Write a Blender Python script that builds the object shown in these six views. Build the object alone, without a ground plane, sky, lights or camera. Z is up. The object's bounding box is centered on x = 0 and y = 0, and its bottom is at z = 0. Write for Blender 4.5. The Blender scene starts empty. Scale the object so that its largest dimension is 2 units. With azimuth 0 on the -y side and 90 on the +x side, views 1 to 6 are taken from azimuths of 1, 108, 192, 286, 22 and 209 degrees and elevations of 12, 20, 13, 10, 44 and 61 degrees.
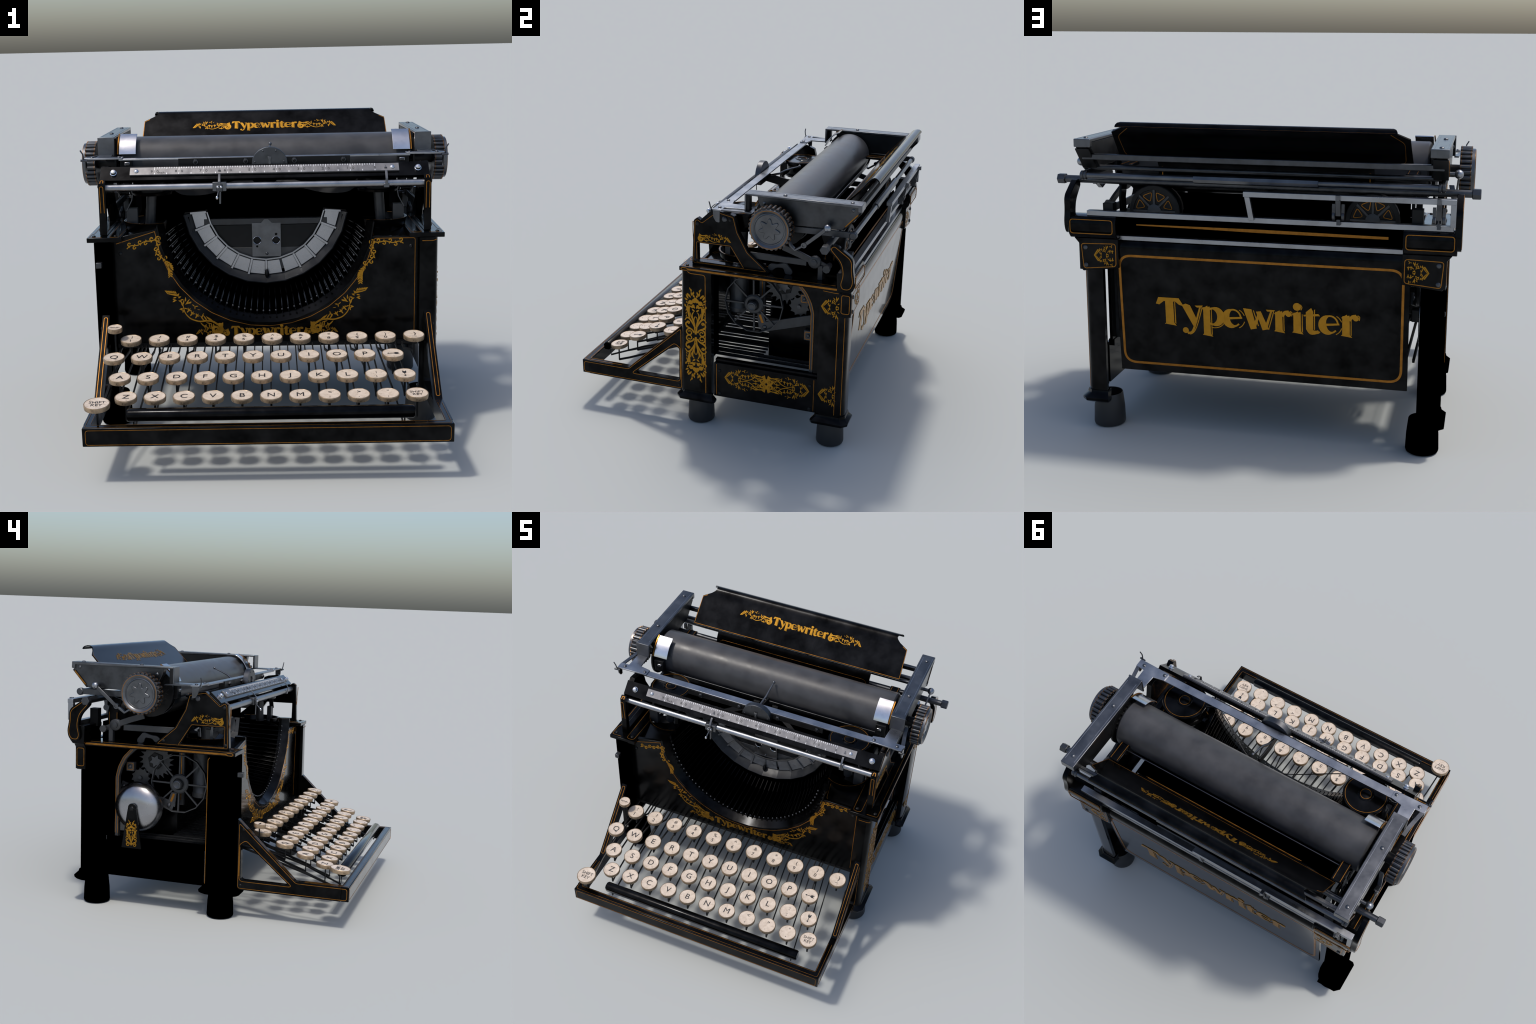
import bpy, bmesh, math, random
from math import sin, cos, pi, radians, hypot, atan2
from mathutils import Vector, Matrix
from mathutils.geometry import tessellate_polygon

RND = random.Random(7)
C = -0.006                      # the machine's own middle plane

# ------------------------------------------------------------------ materials
def mat(name, base, metallic=0.0, rough=0.4, spec=0.5, var=0.25, scale=14.0, bump=0.0,
        bump_scale=60.0, coat=0.0, rough_var=0.1, tint=None):
    m = bpy.data.materials.new(name)
    m.use_nodes = True
    nt = m.node_tree
    b = nt.nodes["Principled BSDF"]
    b.inputs["Metallic"].default_value = metallic
    b.inputs["Specular IOR Level"].default_value = spec
    b.inputs["Coat Weight"].default_value = coat
    b.inputs["Coat Roughness"].default_value = 0.08
    tc = nt.nodes.new("ShaderNodeTexCoord")
    no = nt.nodes.new("ShaderNodeTexNoise")
    no.inputs["Scale"].default_value = scale
    no.inputs["Detail"].default_value = 5.0
    no.inputs["Roughness"].default_value = 0.6
    nt.links.new(tc.outputs["Object"], no.inputs["Vector"])
    ramp = nt.nodes.new("ShaderNodeValToRGB")
    lo = tuple(c * (1 - var) for c in base)
    hi = tuple(min(1.0, c * (1 + var)) for c in (tint or base))
    ramp.color_ramp.elements[0].position = 0.32
    ramp.color_ramp.elements[1].position = 0.70
    ramp.color_ramp.elements[0].color = (*lo, 1)
    ramp.color_ramp.elements[1].color = (*hi, 1)
    nt.links.new(no.outputs["Fac"], ramp.inputs["Fac"])
    nt.links.new(ramp.outputs["Color"], b.inputs["Base Color"])
    mr = nt.nodes.new("ShaderNodeMapRange")
    mr.inputs["From Min"].default_value = 0.3
    mr.inputs["From Max"].default_value = 0.7
    mr.inputs["To Min"].default_value = max(0.02, rough - rough_var)
    mr.inputs["To Max"].default_value = min(1.0, rough + rough_var)
    nt.links.new(no.outputs["Fac"], mr.inputs["Value"])
    nt.links.new(mr.outputs["Result"], b.inputs["Roughness"])
    if bump > 0:
        n2 = nt.nodes.new("ShaderNodeTexNoise")
        n2.inputs["Scale"].default_value = bump_scale
        n2.inputs["Detail"].default_value = 3.0
        nt.links.new(tc.outputs["Object"], n2.inputs["Vector"])
        bp = nt.nodes.new("ShaderNodeBump")
        bp.inputs["Strength"].default_value = bump
        bp.inputs["Distance"].default_value = 0.004
        nt.links.new(n2.outputs["Fac"], bp.inputs["Height"])
        nt.links.new(bp.outputs["Normal"], b.inputs["Normal"])
    return m

def glaze(m, lo=0.45, hi=0.95, w=1.0, ior=1.6, rough=0.06):
    """lacquer that turns glossy toward grazing angles"""
    nt = m.node_tree; b = nt.nodes["Principled BSDF"]
    lw = nt.nodes.new("ShaderNodeLayerWeight"); lw.inputs["Blend"].default_value = 0.5
    mr = nt.nodes.new("ShaderNodeMapRange")
    mr.inputs["From Min"].default_value = lo; mr.inputs["From Max"].default_value = hi
    mr.inputs["To Min"].default_value = 0.0; mr.inputs["To Max"].default_value = w
    nt.links.new(lw.outputs["Facing"], mr.inputs["Value"])
    nt.links.new(mr.outputs["Result"], b.inputs["Coat Weight"])
    b.inputs["Coat IOR"].default_value = ior; b.inputs["Coat Roughness"].default_value = rough
    return m
ENAMEL = glaze(mat("black_enamel", (0.0095, 0.0097, 0.0101), metallic=0.9, rough=0.20, spec=0.2, var=0.65, scale=8, rough_var=0.06), w=0.75)
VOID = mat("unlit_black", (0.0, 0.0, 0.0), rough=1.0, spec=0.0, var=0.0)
DARK = mat("dark_ironwork", (0.0075, 0.0077, 0.008), rough=0.42, spec=0.2, var=0.3, scale=20)
GREY = mat("grey_ironwork", (0.038, 0.039, 0.041), metallic=0.3, rough=0.42, var=0.25, scale=18)
STEEL = glaze(mat("brushed_steel", (0.125, 0.129, 0.137), metallic=1.0, rough=0.36, var=0.25, scale=11, rough_var=0.08), 0.5, 1.0, 0.8, 1.6, 0.2)
LIGHT = mat("polished_steel", (0.30, 0.31, 0.33), metallic=1.0, rough=0.32, var=0.18, scale=9, rough_var=0.08)
COVER = glaze(mat("shaded_cover_steel", (0.070, 0.072, 0.076), metallic=1.0, rough=0.38, var=0.30, scale=12, rough_var=0.08), 0.45, 1.0, 0.7, 1.6, 0.2)  # darker steel for cover sides: their shade below the bright top, put into colour
DULL = mat("dull_steel", (0.080, 0.083, 0.089), metallic=1.0, rough=0.40, var=0.25, scale=16, rough_var=0.08)
BRIGHT = mat("bright_nickel", (0.62, 0.62, 0.64), metallic=1.0, rough=0.20, var=0.12, scale=8, rough_var=0.06)
BELLMETAL = mat("bell_nickel", (0.34, 0.34, 0.355), metallic=1.0, rough=0.24, var=0.12, scale=6, rough_var=0.08)
RULER = mat("ruler_metal", (0.21, 0.205, 0.205), metallic=0.75, rough=0.36, var=0.12, scale=20)
TICK = mat("ruler_mark", (0.75, 0.75, 0.75), metallic=0.6, rough=0.3, var=0.05)
INK = mat("dark_ink", (0.018, 0.018, 0.02), rough=0.5, var=0.1)
RUBBER = glaze(mat("platen_rubber", (0.047, 0.047, 0.049), rough=0.38, spec=0.30, var=0.28, scale=7, bump=0.05, bump_scale=40), 0.45, 1.0, 0.6, 1.5, 0.3)
FOOT = mat("foot_rubber", (0.012, 0.0125, 0.0135), rough=0.5, var=0.2)
CREAM = mat("key_cream", (0.55, 0.445, 0.345), rough=0.30, spec=0.5, var=0.10, scale=38, tint=(0.60, 0.51, 0.42), rough_var=0.06)
BRASS = mat("key_rim", (0.34, 0.245, 0.155), metallic=0.5, rough=0.34, var=0.30, scale=40)
GOLD = glaze(mat("gilt_ornament", (0.40, 0.20, 0.022), metallic=0.92, rough=0.42, spec=0.1, var=0.15, scale=30), w=0.5)
LINE = glaze(mat("gilt_pinstripe", (0.30, 0.130, 0.024), metallic=0.9, rough=0.38, spec=0.1, var=0.25, scale=30), w=0.5)
PAD = mat("felt_pad", (0.46, 0.46, 0.47), metallic=0.85, rough=0.38, var=0.08, scale=60, bump=0.2, bump_scale=160)
PADRIM = mat("pad_frame", (0.42, 0.425, 0.44), metallic=0.9, rough=0.36, var=0.15)
RIBBON = mat("ink_ribbon", (0.006, 0.006, 0.007), rough=0.7, var=0.2)

# ------------------------------------------------------------------ objects
ROOT = bpy.data.objects.new("typewriter", None)
bpy.context.scene.collection.objects.link(ROOT)
ROOT["label"] = "antique black enamel typewriter with gilt scrollwork and round cream keys"
ROOT["category"] = "typewriter"

def link(name, me, parent=None, material=None):
    ob = bpy.data.objects.new(name, me)
    bpy.context.scene.collection.objects.link(ob)
    ob.parent = parent or ROOT
    if material and not me.materials:
        me.materials.append(material)
    return ob

def smooth(me, angle=35):
    bm = bmesh.new(); bm.from_mesh(me)
    for f in bm.faces: f.smooth = True
    for e in bm.edges:
        if len(e.link_faces) == 2 and e.calc_face_angle(0) > radians(angle): e.smooth = False
    bm.to_mesh(me); bm.free()

def mesh(name, V, F, smooth_angle=35):
    me = bpy.data.meshes.new(name)
    me.from_pydata([tuple(v) for v in V], [], F)
    bm = bmesh.new(); bm.from_mesh(me)
    bmesh.ops.recalc_face_normals(bm, faces=bm.faces)
    bm.to_mesh(me); bm.free()
    if smooth_angle: smooth(me, smooth_angle)
    return me

def make(name, V, F, material, parent=None, bevel=0.0, seg=2, smooth_angle=35):
    ob = link(name, mesh(name, V, F, smooth_angle), parent, material)
    if bevel > 0:
        bv = ob.modifiers.new("edge", "BEVEL")
        bv.width = bevel; bv.segments = seg; bv.limit_method = "ANGLE"; bv.angle_limit = radians(40)
        bv.harden_normals = False
    return ob

class Geo:
    """collects several solids into one mesh"""
    def __init__(s): s.V = []; s.F = []
    def add(s, V, F):
        n = len(s.V); s.V += [Vector(v) for v in V]; s.F += [tuple(i + n for i in f) for f in F]; return s
    def out(s, name, material, parent=None, bevel=0.0, smooth_angle=35):
        return make(name, s.V, s.F, material, parent, bevel, smooth_angle=smooth_angle)

def g_box(x0, x1, y0, y1, z0, z1):
    x0, x1 = sorted((x0, x1)); y0, y1 = sorted((y0, y1)); z0, z1 = sorted((z0, z1))
    V = [(x, y, z) for z in (z0, z1) for y in (y0, y1) for x in (x0, x1)]
    return V, [(0, 2, 3, 1), (4, 5, 7, 6), (0, 1, 5, 4), (2, 6, 7, 3), (0, 4, 6, 2), (1, 3, 7, 5)]

def box(name, x0, x1, y0, y1, z0, z1, material, parent=None, bevel=0.002):
    return make(name, *g_box(x0, x1, y0, y1, z0, z1), material, parent, bevel)

def basis(d):
    d = Vector(d).normalized()
    a = Vector((0, 0, 1)) if abs(d.z) < 0.9 else Vector((1, 0, 0))
    u = d.cross(a).normalized(); v = d.cross(u).normalized()
    return d, u, v

def g_lathe(prof, p0, axis, seg=24, phase=0.0):
    """prof: (distance along axis, radius) list; closed at the ends"""
    d, u, v = basis(axis); p0 = Vector(p0); V = []; F = []
    for t, r in prof:
        for i in range(seg):
            a = 2 * pi * i / seg + phase
            V.append(p0 + d * t + (u * cos(a) + v * sin(a)) * r)
    for j in range(len(prof) - 1):
        for i in range(seg):
            k = (i + 1) % seg
            F.append((j * seg + i, j * seg + k, (j + 1) * seg + k, (j + 1) * seg + i))
    F.append(tuple(range(seg))); F.append(tuple((len(prof) - 1) * seg + i for i in range(seg)))
    return V, F

def g_cyl(p0, p1, r, seg=16, r1=None):
    p0 = Vector(p0); p1 = Vector(p1); L = (p1 - p0).length
    return g_lathe([(0, r), (L, r if r1 is None else r1)], p0, p1 - p0, seg)

def g_ball(c, r, seg=16, sx=1.0, axis=(0, 0, 1)):
    n = 8
    return g_lathe([(-r * sx * cos(pi * i / n), max(1e-4, r * sin(pi * i / n))) for i in range(n + 1)], c, axis, seg)

def g_tube(path, r, seg=8):
    P = [Vector(p) for p in path]; V = []; F = []
    up = None
    for i, p in enumerate(P):
        t = (P[min(i + 1, len(P) - 1)] - P[max(i - 1, 0)]).normalized()
        if up is None: _, u, v = basis(t)
        else:
            u = (up - t * up.dot(t)).normalized(); v = t.cross(u)
        up = u
        rr = r[i] if isinstance(r, (list, tuple)) else r
        for k in range(seg):
            a = 2 * pi * k / seg
            V.append(p + (u * cos(a) + v * sin(a)) * rr)
    for j in range(len(P) - 1):
        for i in range(seg):
            k = (i + 1) % seg
            F.append((j * seg + i, j * seg + k, (j + 1) * seg + k, (j + 1) * seg + i))
    F.append(tuple(range(seg))); F.append(tuple((len(P) - 1) * seg + i for i in range(seg)))
    return V, F

def g_bar(path, w, h, side):
    """rectangular section swept along path; 'side' is the direction of width w"""
    P = [Vector(p) for p in path]; s = Vector(side).normalized(); V = []; F = []
    for i, p in enumerate(P):
        t = (P[min(i + 1, len(P) - 1)] - P[max(i - 1, 0)]).normalized()
        n = t.cross(s).normalized()
        for a, b in ((-1, -1), (1, -1), (1, 1), (-1, 1)):
            V.append(p + s * (a * w / 2) + n * (b * h / 2))
    for j in range(len(P) - 1):
        for i in range(4):
            k = (i + 1) % 4
            F.append((4 * j + i, 4 * j + k, 4 * j + 4 + k, 4 * j + 4 + i))
    F += [(0, 1, 2, 3), tuple(4 * (len(P) - 1) + i for i in range(4))]
    return V, F

def g_prism(outline, axis, a, b, holes=()):
    """polygon in the two other axes, extruded from a to b along axis ('x','y','z')"""
    loops = [list(outline)] + [list(h) for h in holes]
    flat = [p for l in loops for p in l]
    tris = tessellate_polygon([[Vector((p[0], p[1], 0)) for p in l] for l in loops])
    def P(p, t):
        return {"x": (t, p[0], p[1]), "y": (p[0], t, p[1]), "z": (p[0], p[1], t)}[axis]
    n = len(flat)
    V = [P(p, a) for p in flat] + [P(p, b) for p in flat]
    F = [tuple(t) for t in tris] + [tuple(n + i for i in t) for t in tris]
    o = 0
    for l in loops:
        m = len(l)
        for i in range(m):
            k = (i + 1) % m
            F.append((o + i, o + k, n + o + k, n + o + i))
        o += m
    return V, F

def prism(name, outline, axis, a, b, material, parent=None, holes=(), bevel=0.002):
    V, F = g_prism(outline, axis, a, b, holes)
    ob = make(name, V, F, material, parent, 0, smooth_angle=0)
    bm = bmesh.new(); bm.from_mesh(ob.data)
    bmesh.ops.remove_doubles(bm, verts=bm.verts, dist=1e-6)
    bmesh.ops.dissolve_limit(bm, angle_limit=radians(1), verts=bm.verts, edges=bm.edges)
    bm.to_mesh(ob.data); bm.free()
    smooth(ob.data, 30)
    if bevel > 0:
        bv = ob.modifiers.new("edge", "BEVEL"); bv.width = bevel; bv.segments = 2
        bv.limit_method = "ANGLE"; bv.angle_limit = radians(35)
    return ob

# ------------------------------------------------------------------ flat ornament
class Frame:
    """plane for ornament: point(u,v,h) -> 3D"""
    def __init__(s, o, u, v): s.o = Vector(o); s.u = Vector(u).normalized(); s.v = Vector(v).normalized(); s.n = s.u.cross(s.v).normalized()
    def __call__(s, a, b, h=0.0): return s.o + s.u * a + s.v * b + s.n * h

def round_poly(pts, r, closed=True, n=5):
    out = []; m = len(pts)
    for i, p in enumerate(pts):
        if not closed and i in (0, m - 1): out.append(p); continue
        rr = r[i] if isinstance(r, (list, tuple)) else r
        p = Vector(p); a = Vector(pts[i - 1]) - p; b = Vector(pts[(i + 1) % m]) - p
        d = min(rr, a.length * 0.49, b.length * 0.49)
        if d < 1e-5: out.append(tuple(p)); continue
        A = p + a.normalized() * d; B = p + b.normalized() * d
        for k in range(n + 1):
            t = k / n
            q = A * (1 - t) ** 2 + p * 2 * t * (1 - t) + B * t * t
            out.append((q.x, q.y))
    return out

def ribbon_pts(pts, w, closed):
    m = len(pts); L = []; R = []
    for i in range(m):
        p = Vector(pts[i])
        a = Vector(pts[i - 1]) if (closed or i) else None
        b = Vector(pts[(i + 1) % m]) if (closed or i < m - 1) else None
        if a is None: t = (b - p)
        elif b is None: t = (p - a)
        else: t = (p - a).normalized() + (b - p).normalized()
        if t.length < 1e-9: t = Vector((1, 0))
        t.normalize(); n = Vector((-t.y, t.x))
        k = 1.0
        if a is not None and b is not None:
            d = (b - p).normalized(); c = abs(n.dot(Vector((-d.y, d.x)))); k = 1 / max(c, 0.5)
        ww = w[i] if isinstance(w, (list, tuple)) else w
        L.append(p + n * ww * 0.5 * k); R.append(p - n * ww * 0.5 * k)
    return L, R

class Inlay:
    """thin raised gilding laid on a surface mapped by fn(u,v,h)"""
    def __init__(s, fn, base=-0.0006, h=0.0010): s.fn = fn; s.V = []; s.F = []; s.i = 0; s.base = base; s.h = h
    def _h(s): s.i += 1; return s.h + 0.00005 * (s.i % 16)
    def line(s, pts, w, closed=False):
        L, R = ribbon_pts(pts, w, closed); n0 = len(s.V); h = s._h(); m = len(L)
        for l, r in zip(L, R):
            s.V += [s.fn(l.x, l.y, h), s.fn(r.x, r.y, h), s.fn(l.x, l.y, s.base), s.fn(r.x, r.y, s.base)]
        for i in range(m if closed else m - 1):
            a = n0 + 4 * i; b = n0 + 4 * ((i + 1) % m)
            s.F += [(a, a + 1, b + 1, b), (a, b, b + 2, a + 2), (a + 1, a + 3, b + 3, b + 1)]
        if not closed:
            a = n0; b = n0 + 4 * (m - 1); s.F += [(a, a + 2, a + 3, a + 1), (b, b + 1, b + 3, b + 2)]
        return s
    def poly(s, pts):
        n0 = len(s.V); h = s._h(); m = len(pts)
        tr = tessellate_polygon([[Vector((p[0], p[1], 0)) for p in pts]])
        s.V += [s.fn(p[0], p[1], h) for p in pts] + [s.fn(p[0], p[1], s.base) for p in pts]
        s.F += [tuple(n0 + k for k in t) for t in tr]
        s.F += [(n0 + i, n0 + (i + 1) % m, n0 + m + (i + 1) % m, n0 + m + i) for i in range(m)]
        return s
    def out(s, name, material, parent=None):
        ob = make(name, s.V, s.F, material, parent, smooth_angle=0)
        ob["kind"] = "stuff"
        return ob

def catmull(P, n=6):
    out = []
    for i in range(len(P) - 1):
        p0 = Vector(P[max(i - 1, 0)]); p1 = Vector(P[i]); p2 = Vector(P[i + 1]); p3 = Vector(P[min(i + 2, len(P) - 1)])
        for k in range(n):
            t = k / n
            out.append(0.5 * ((2 * p1) + (p2 - p0) * t + (2 * p0 - 5 * p1 + 4 * p2 - p3) * t * t + (3 * p1 - p0 - 3 * p2 + p3) * t ** 3))
    out.append(Vector(P[-1]))
    return [tuple(q) for q in out]

# each drawing is a list of ("poly", pts) / ("stroke", pts, widths) in its own units
def leaf(x, y, ang, L, W):
    W *= 0.80
    a = radians(ang); d = Vector((cos(a), sin(a))); n = Vector((-d.y, d.x)); o = Vector((x, y))
    prof = [(0, 0), (0.25, 0.42), (0.5, 0.5), (0.78, 0.3), (1, 0), (0.78, -0.3), (0.5, -0.5), (0.25, -0.42)]
    return ("poly", [tuple(o + d * L * t + n * W * w) for t, w in prof])

def stroke(P, w0, w1=None, n=6, mid=None):
    q = catmull(P, n); m = len(q) - 1
    w1 = w0 if w1 is None else w1
    ws = []
    for i in range(m + 1):
        t = i / m
        w = w0 + (w1 - w0) * t
        if mid: w += (mid - (w0 + w1) / 2) * sin(pi * t)
        ws.append(max(w, 0.5))
    return ("stroke", q, ws)

def disc(x, y, r, n=10): return ("poly", [(x + r * cos(2 * pi * i / n), y + r * sin(2 * pi * i / n)) for i in range(n)])

def curl(x, y, r, a0, turns, w0, w1, shrink=0.25):
    n = int(14 * abs(turns)) + 4; P = []; W = []
    for i in range(n + 1):
        t = i / n; a = radians(a0) + 2 * pi * turns * t; rr = r * (1 - (1 - shrink) * t)
        P.append((x + rr * cos(a), y + rr * sin(a))); W.append(w0 + (w1 - w0) * t)
    return [("stroke", P, W), disc(P[-1][0], P[-1][1], w1 * 0.9, 8)]

def scroll_motif():
    """acanthus scroll: leafy tail at the left, volute at the right; about 1100 x 340"""
    D = []
    for i in range(7):                                   # feathered tail
        t = i / 6.0
        D.append(leaf(25 + 105 * t, 95 + 115 * t, 205 - 40 * t, 62, 30)); D.append(leaf(40 + 100 * t, 90 + 105 * t, 35 - 12 * t, 60, 28))
    D.append(stroke([(0, 78), (40, 80), (80, 130), (140, 215), (165, 215)], 12, 8))
    for x, y, a in ((165, 190, 100), (200, 175, 80), (250, 170, 70), (170, 165, 250), (215, 120, 215), (200, 110, 260), (230, 150, 20)):
        D.append(leaf(x, y, a, 74, 30))
    D.append(stroke([(240, 150), (310, 160), (370, 110), (450, 45), (560, 20), (660, 50), (720, 85), (790, 150), (880, 200), (980, 190), (1060, 165)], 9, 34, mid=20))
    for x, y, a, L in ((335, 150, 118, 110), (350, 175, 70, 150), (360, 200, 95, 130), (330, 230, 130, 90), (375, 230, 62, 80), (350, 120, 150, 80), (380, 110, 30, 70), (370, 95, 250, 80), (400, 70, 215, 70), (395, 70, 290, 60)):
        D.append(leaf(x, y, a, L, 27))
    for x, y in ((462, 120), (535, 105), (620, 125)):     # bell flowers
        D += [leaf(x, y - 50, 90, 85, 26), leaf(x, y + 5, 50, 62, 24), leaf(x, y + 5, 130, 62, 24), leaf(x, y + 10, 90, 62, 24)]
    D += [leaf(500, 275, 180, 60, 26), leaf(500, 275, 50, 66, 24), leaf(500, 280, 300, 60, 22), leaf(560, 255, 30, 60, 12)]
    for x, y, a, L in ((760, 130, 152, 110), (800, 165, 150, 120), (850, 195, 158, 110), (900, 205, 165, 120), (740, 110, 50, 90), (800, 120, 15, 100), (850, 130, 300, 110), (880, 160, 295, 150), (910, 170, 300, 120), (720, 60, 340, 130), (770, 40, 0, 120), (820, 90, 270, 90)):
        D.append(leaf(x, y, a, L, 30))
    D.append(stroke([(700, 160), (695, 205), (690, 250), (705, 210)], 22, 8))
    D += curl(1000, 85, 92, 80, -1.45, 62, 22, 0.22)
    D.append(leaf(1060, 130, 95, 140, 52)); D.append(leaf(960, 180, 35, 120, 44))
    return D, 1100.0

def urn_motif():
    """half of the tall pilaster ornament, axis at x = 0, growing upward from y = 0 to 740"""
    H = [stroke([(6, 20), (14, 110), (22, 190), (48, 270), (52, 330), (30, 372)], 16, 12, mid=24),
         stroke([(4, 118), (16, 170), (26, 240), (14, 292), (0, 300)], 12, 12),
         stroke([(16, 130), (50, 200), (96, 262), (136, 270), (168, 228)], 14, 10, mid=26),
         stroke([(20, 150), (36, 230), (70, 300), (82, 360)], 10, 8, mid=14)]
    H += curl(96, 44, 66, 178, -1.35, 24, 13, 0.28)
    H += [stroke([(62, 100), (104, 118), (150, 130)], 14, 26), stroke([(110, 205), (148, 190), (150, 150), (120, 128)], 20, 22)]
    H += curl(112, 196, 24, 30, 0.7, 18, 12, 0.5)
    H.append(("poly", [(84, 255), (112, 290), (128, 360), (150, 452), (86, 452), (92, 370)]))
    for y in (300, 345, 395): H.append(leaf(140, y + 20, 285, 44, 18))
    H += [disc(76, 520, 36), disc(22, 548, 32), disc(0, 575, 28), disc(36, 470, 22), disc(112, 498, 12), disc(134, 516, 12), disc(120, 470, 12)]
    for x, y, a, L in ((30, 440, 20, 80), (10, 430, 60, 60), (60, 430, 130, 60), (120, 545, 35, 60), (110, 570, 62, 80), (70, 590, 52, 90), (50, 620, 75, 70), (44, 640, 112, 60), (60, 690, 70, 50), (96, 620, 40, 50), (16, 600, 70, 50), (150, 440, 70, 50), (10, 380, 40, 60)):
        H.append(leaf(x, y, a, L, 34))
    H.append(stroke([(60, 660), (72, 705), (90, 735), (84, 750)], 10, 7))
    return H

def vine(P, side0=1, step=42, r=20, w=11):
    D = [stroke(P, w, w * 0.8)]
    q = catmull(P, 10); acc = 0; s = side0
    for i in range(1, len(q)):
        a = Vector(q[i - 1]); b = Vector(q[i]); acc += (b - a).length
        if acc > step:
            acc = 0; t = (b - a).normalized(); n = Vector((-t.y, t.x)) * s
            c = b + n * (r + w * 0.3) + t * r * 0.3
            a0 = math.degrees(atan2(-n.y, -n.x))
            D += curl(c.x, c.y, r, a0, 0.72 * s, w, w * 0.8, 0.55)
            D.append(leaf(b.x, b.y, math.degrees(atan2((t - n).y, (t - n).x)), r * 1.3, r * 0.7))
            s = -s
    return D

def feather(P, L=34, W=16, n=8):
    q = catmull(P, n); D = [stroke(P, 5, 3)]
    m = len(q)
    for i in range(1, m - 1, 2):
        a = Vector(q[i - 1]); b = Vector(q[i]); t = math.degrees(atan2((b - a).y, (b - a).x)); k = 0.6 + 0.5 * sin(pi * i / m)
        D += [leaf(b.x, b.y, t + 38, L * k, W * k), leaf(b.x, b.y, t - 38, L * k, W * k)]
    return D

def lay(ink, D, fn):
    """put a drawing on an Inlay; fn maps drawing units to inlay u,v; returns nothing"""
    for d in D:
        if d[0] == "poly": ink.poly([fn(*p) for p in d[1]])
        else:
            P = [fn(*p) for p in d[1]]
            p = d[1]; k = (Vector(fn(p[0][0] + 1, p[0][1])) - Vector(fn(*p[0]))).length
            ink.line(P, [w * k for w in d[2]])

# the heavy old-style lettering
def ell(cx, cy, rx, ry, a0, a1, thick):
    """thick(angle) gives stroke width"""
    n = 26; P = []; W = []
    for i in range(n + 1):
        a = radians(a0 + (a1 - a0) * i / n); P.append((cx + rx * cos(a), cy + ry * sin(a))); W.append(thick(a))
    return ("stroke", P, W)

def stem(x, y0, y1, w=74):
    return [("poly", [(x, y0), (x + w, y0), (x + w - 4, y1), (x, y1 - 10)]), ("poly", [(x - 12, y0), (x + w + 22, y0 - 14), (x + w, y0 + 16), (x + 4, y0 + 16)]),
            ("poly", [(x - 10, y1 - 24), (x + w * 0.6, y1 + 8), (x + w * 0.6, y1 - 30), (x, y1 - 36)]),
            ("poly", [(x + w + 7, y0 + 14), (x + w + 17, y0 + 2), (x + w + 14, y1 - 22), (x + w + 7, y1 - 14)])]

def glyph(ch):
    if ch == "T":
        return stem(92, 0, 238, 82)[:2] + [("poly", [(0, 196), (26, 262), (226, 262), (274, 184), (226, 198), (192, 226), (78, 226), (34, 190)]), ("poly", [(182, 14), (193, 4), (190, 222), (182, 222)])], 262
    if ch == "y":
        return [("poly", [(-8, 196), (30, 214), (72, 200), (142, 48), (104, -14)]), ("poly", [(118, 200), (196, 206), (188, 186), (140, 182)]),
                stroke([(172, 192), (120, 20), (84, -66), (40, -78)], 16, 26), stroke([(192, 190), (142, 20), (104, -62), (64, -92)], 9, 7), disc(22, -52, 30)], 192
    if ch == "p":
        return stem(8, -86, 200, 68) + [ell(104, 104, 74, 80, 150, -150, lambda a: 20 + 52 * max(0, cos(a)) ** 0.8), ell(110, 96, 112, 104, -10, -100, lambda a: 8)], 196
    if ch == "e":
        return [ell(100, 102, 72, 82, 10, 318, lambda a: 16 + 58 * max(0, -cos(a - 0.25)) ** 0.9), ("poly", [(60, 108), (62, 86), (186, 100), (184, 118)]),
                ell(106, 96, 104, 100, -62, -14, lambda a: 8), ell(106, 96, 106, 102, 20, 60, lambda a: 8)], 202
    if ch == "w":
        return [("poly", [(-6, 206), (74, 200), (122, 14), (64, 0)]), ("poly", [(116, 180), (162, 186), (236, 14), (176, 0)]), ("poly", [(210, 206), (296, 206), (286, 190), (222, 188)]),
                stroke([(150, 176), (96, 20)], 22, 30), stroke([(262, 196), (206, 14)], 16, 30), stroke([(284, 190), (234, 10)], 9), stroke([(92, 190), (138, 40)], 9)], 288
    if ch == "r":
        return stem(10, 0, 200, 70) + [stroke([(76, 150), (100, 186), (136, 190)], 22, 46), disc(134, 176, 28), stroke([(150, 205), (168, 190), (164, 156)], 8)], 166
    if ch == "i":
        return stem(14, 0, 202, 72) + [disc(48, 252, 38, 14), stroke([(80, 275), (94, 250), (84, 222)], 8)], 116
    if ch == "t":
        return [("poly", [(16, 40), (82, 34), (82, 214), (64, 250), (14, 206)]), stroke([(48, 50), (66, 16), (110, 16), (132, 30)], 66, 18), ("poly", [(-8, 180), (130, 196), (146, 176), (-4, 164)]),
                ("poly", [(90, 40), (99, 40), (99, 240), (90, 230)]), stroke([(96, 6), (130, 8), (146, 26)], 9)], 138
    return [], 100

def wordmark():
    D = []; x = 0
    for ch in "Typewriter":
        g, adv = glyph(ch)
        for d in g:
            D.append((d[0], [(p[0] + x, p[1]) for p in d[1]]) + tuple(d[2:]))
        x += adv
    return D, float(x)

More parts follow.
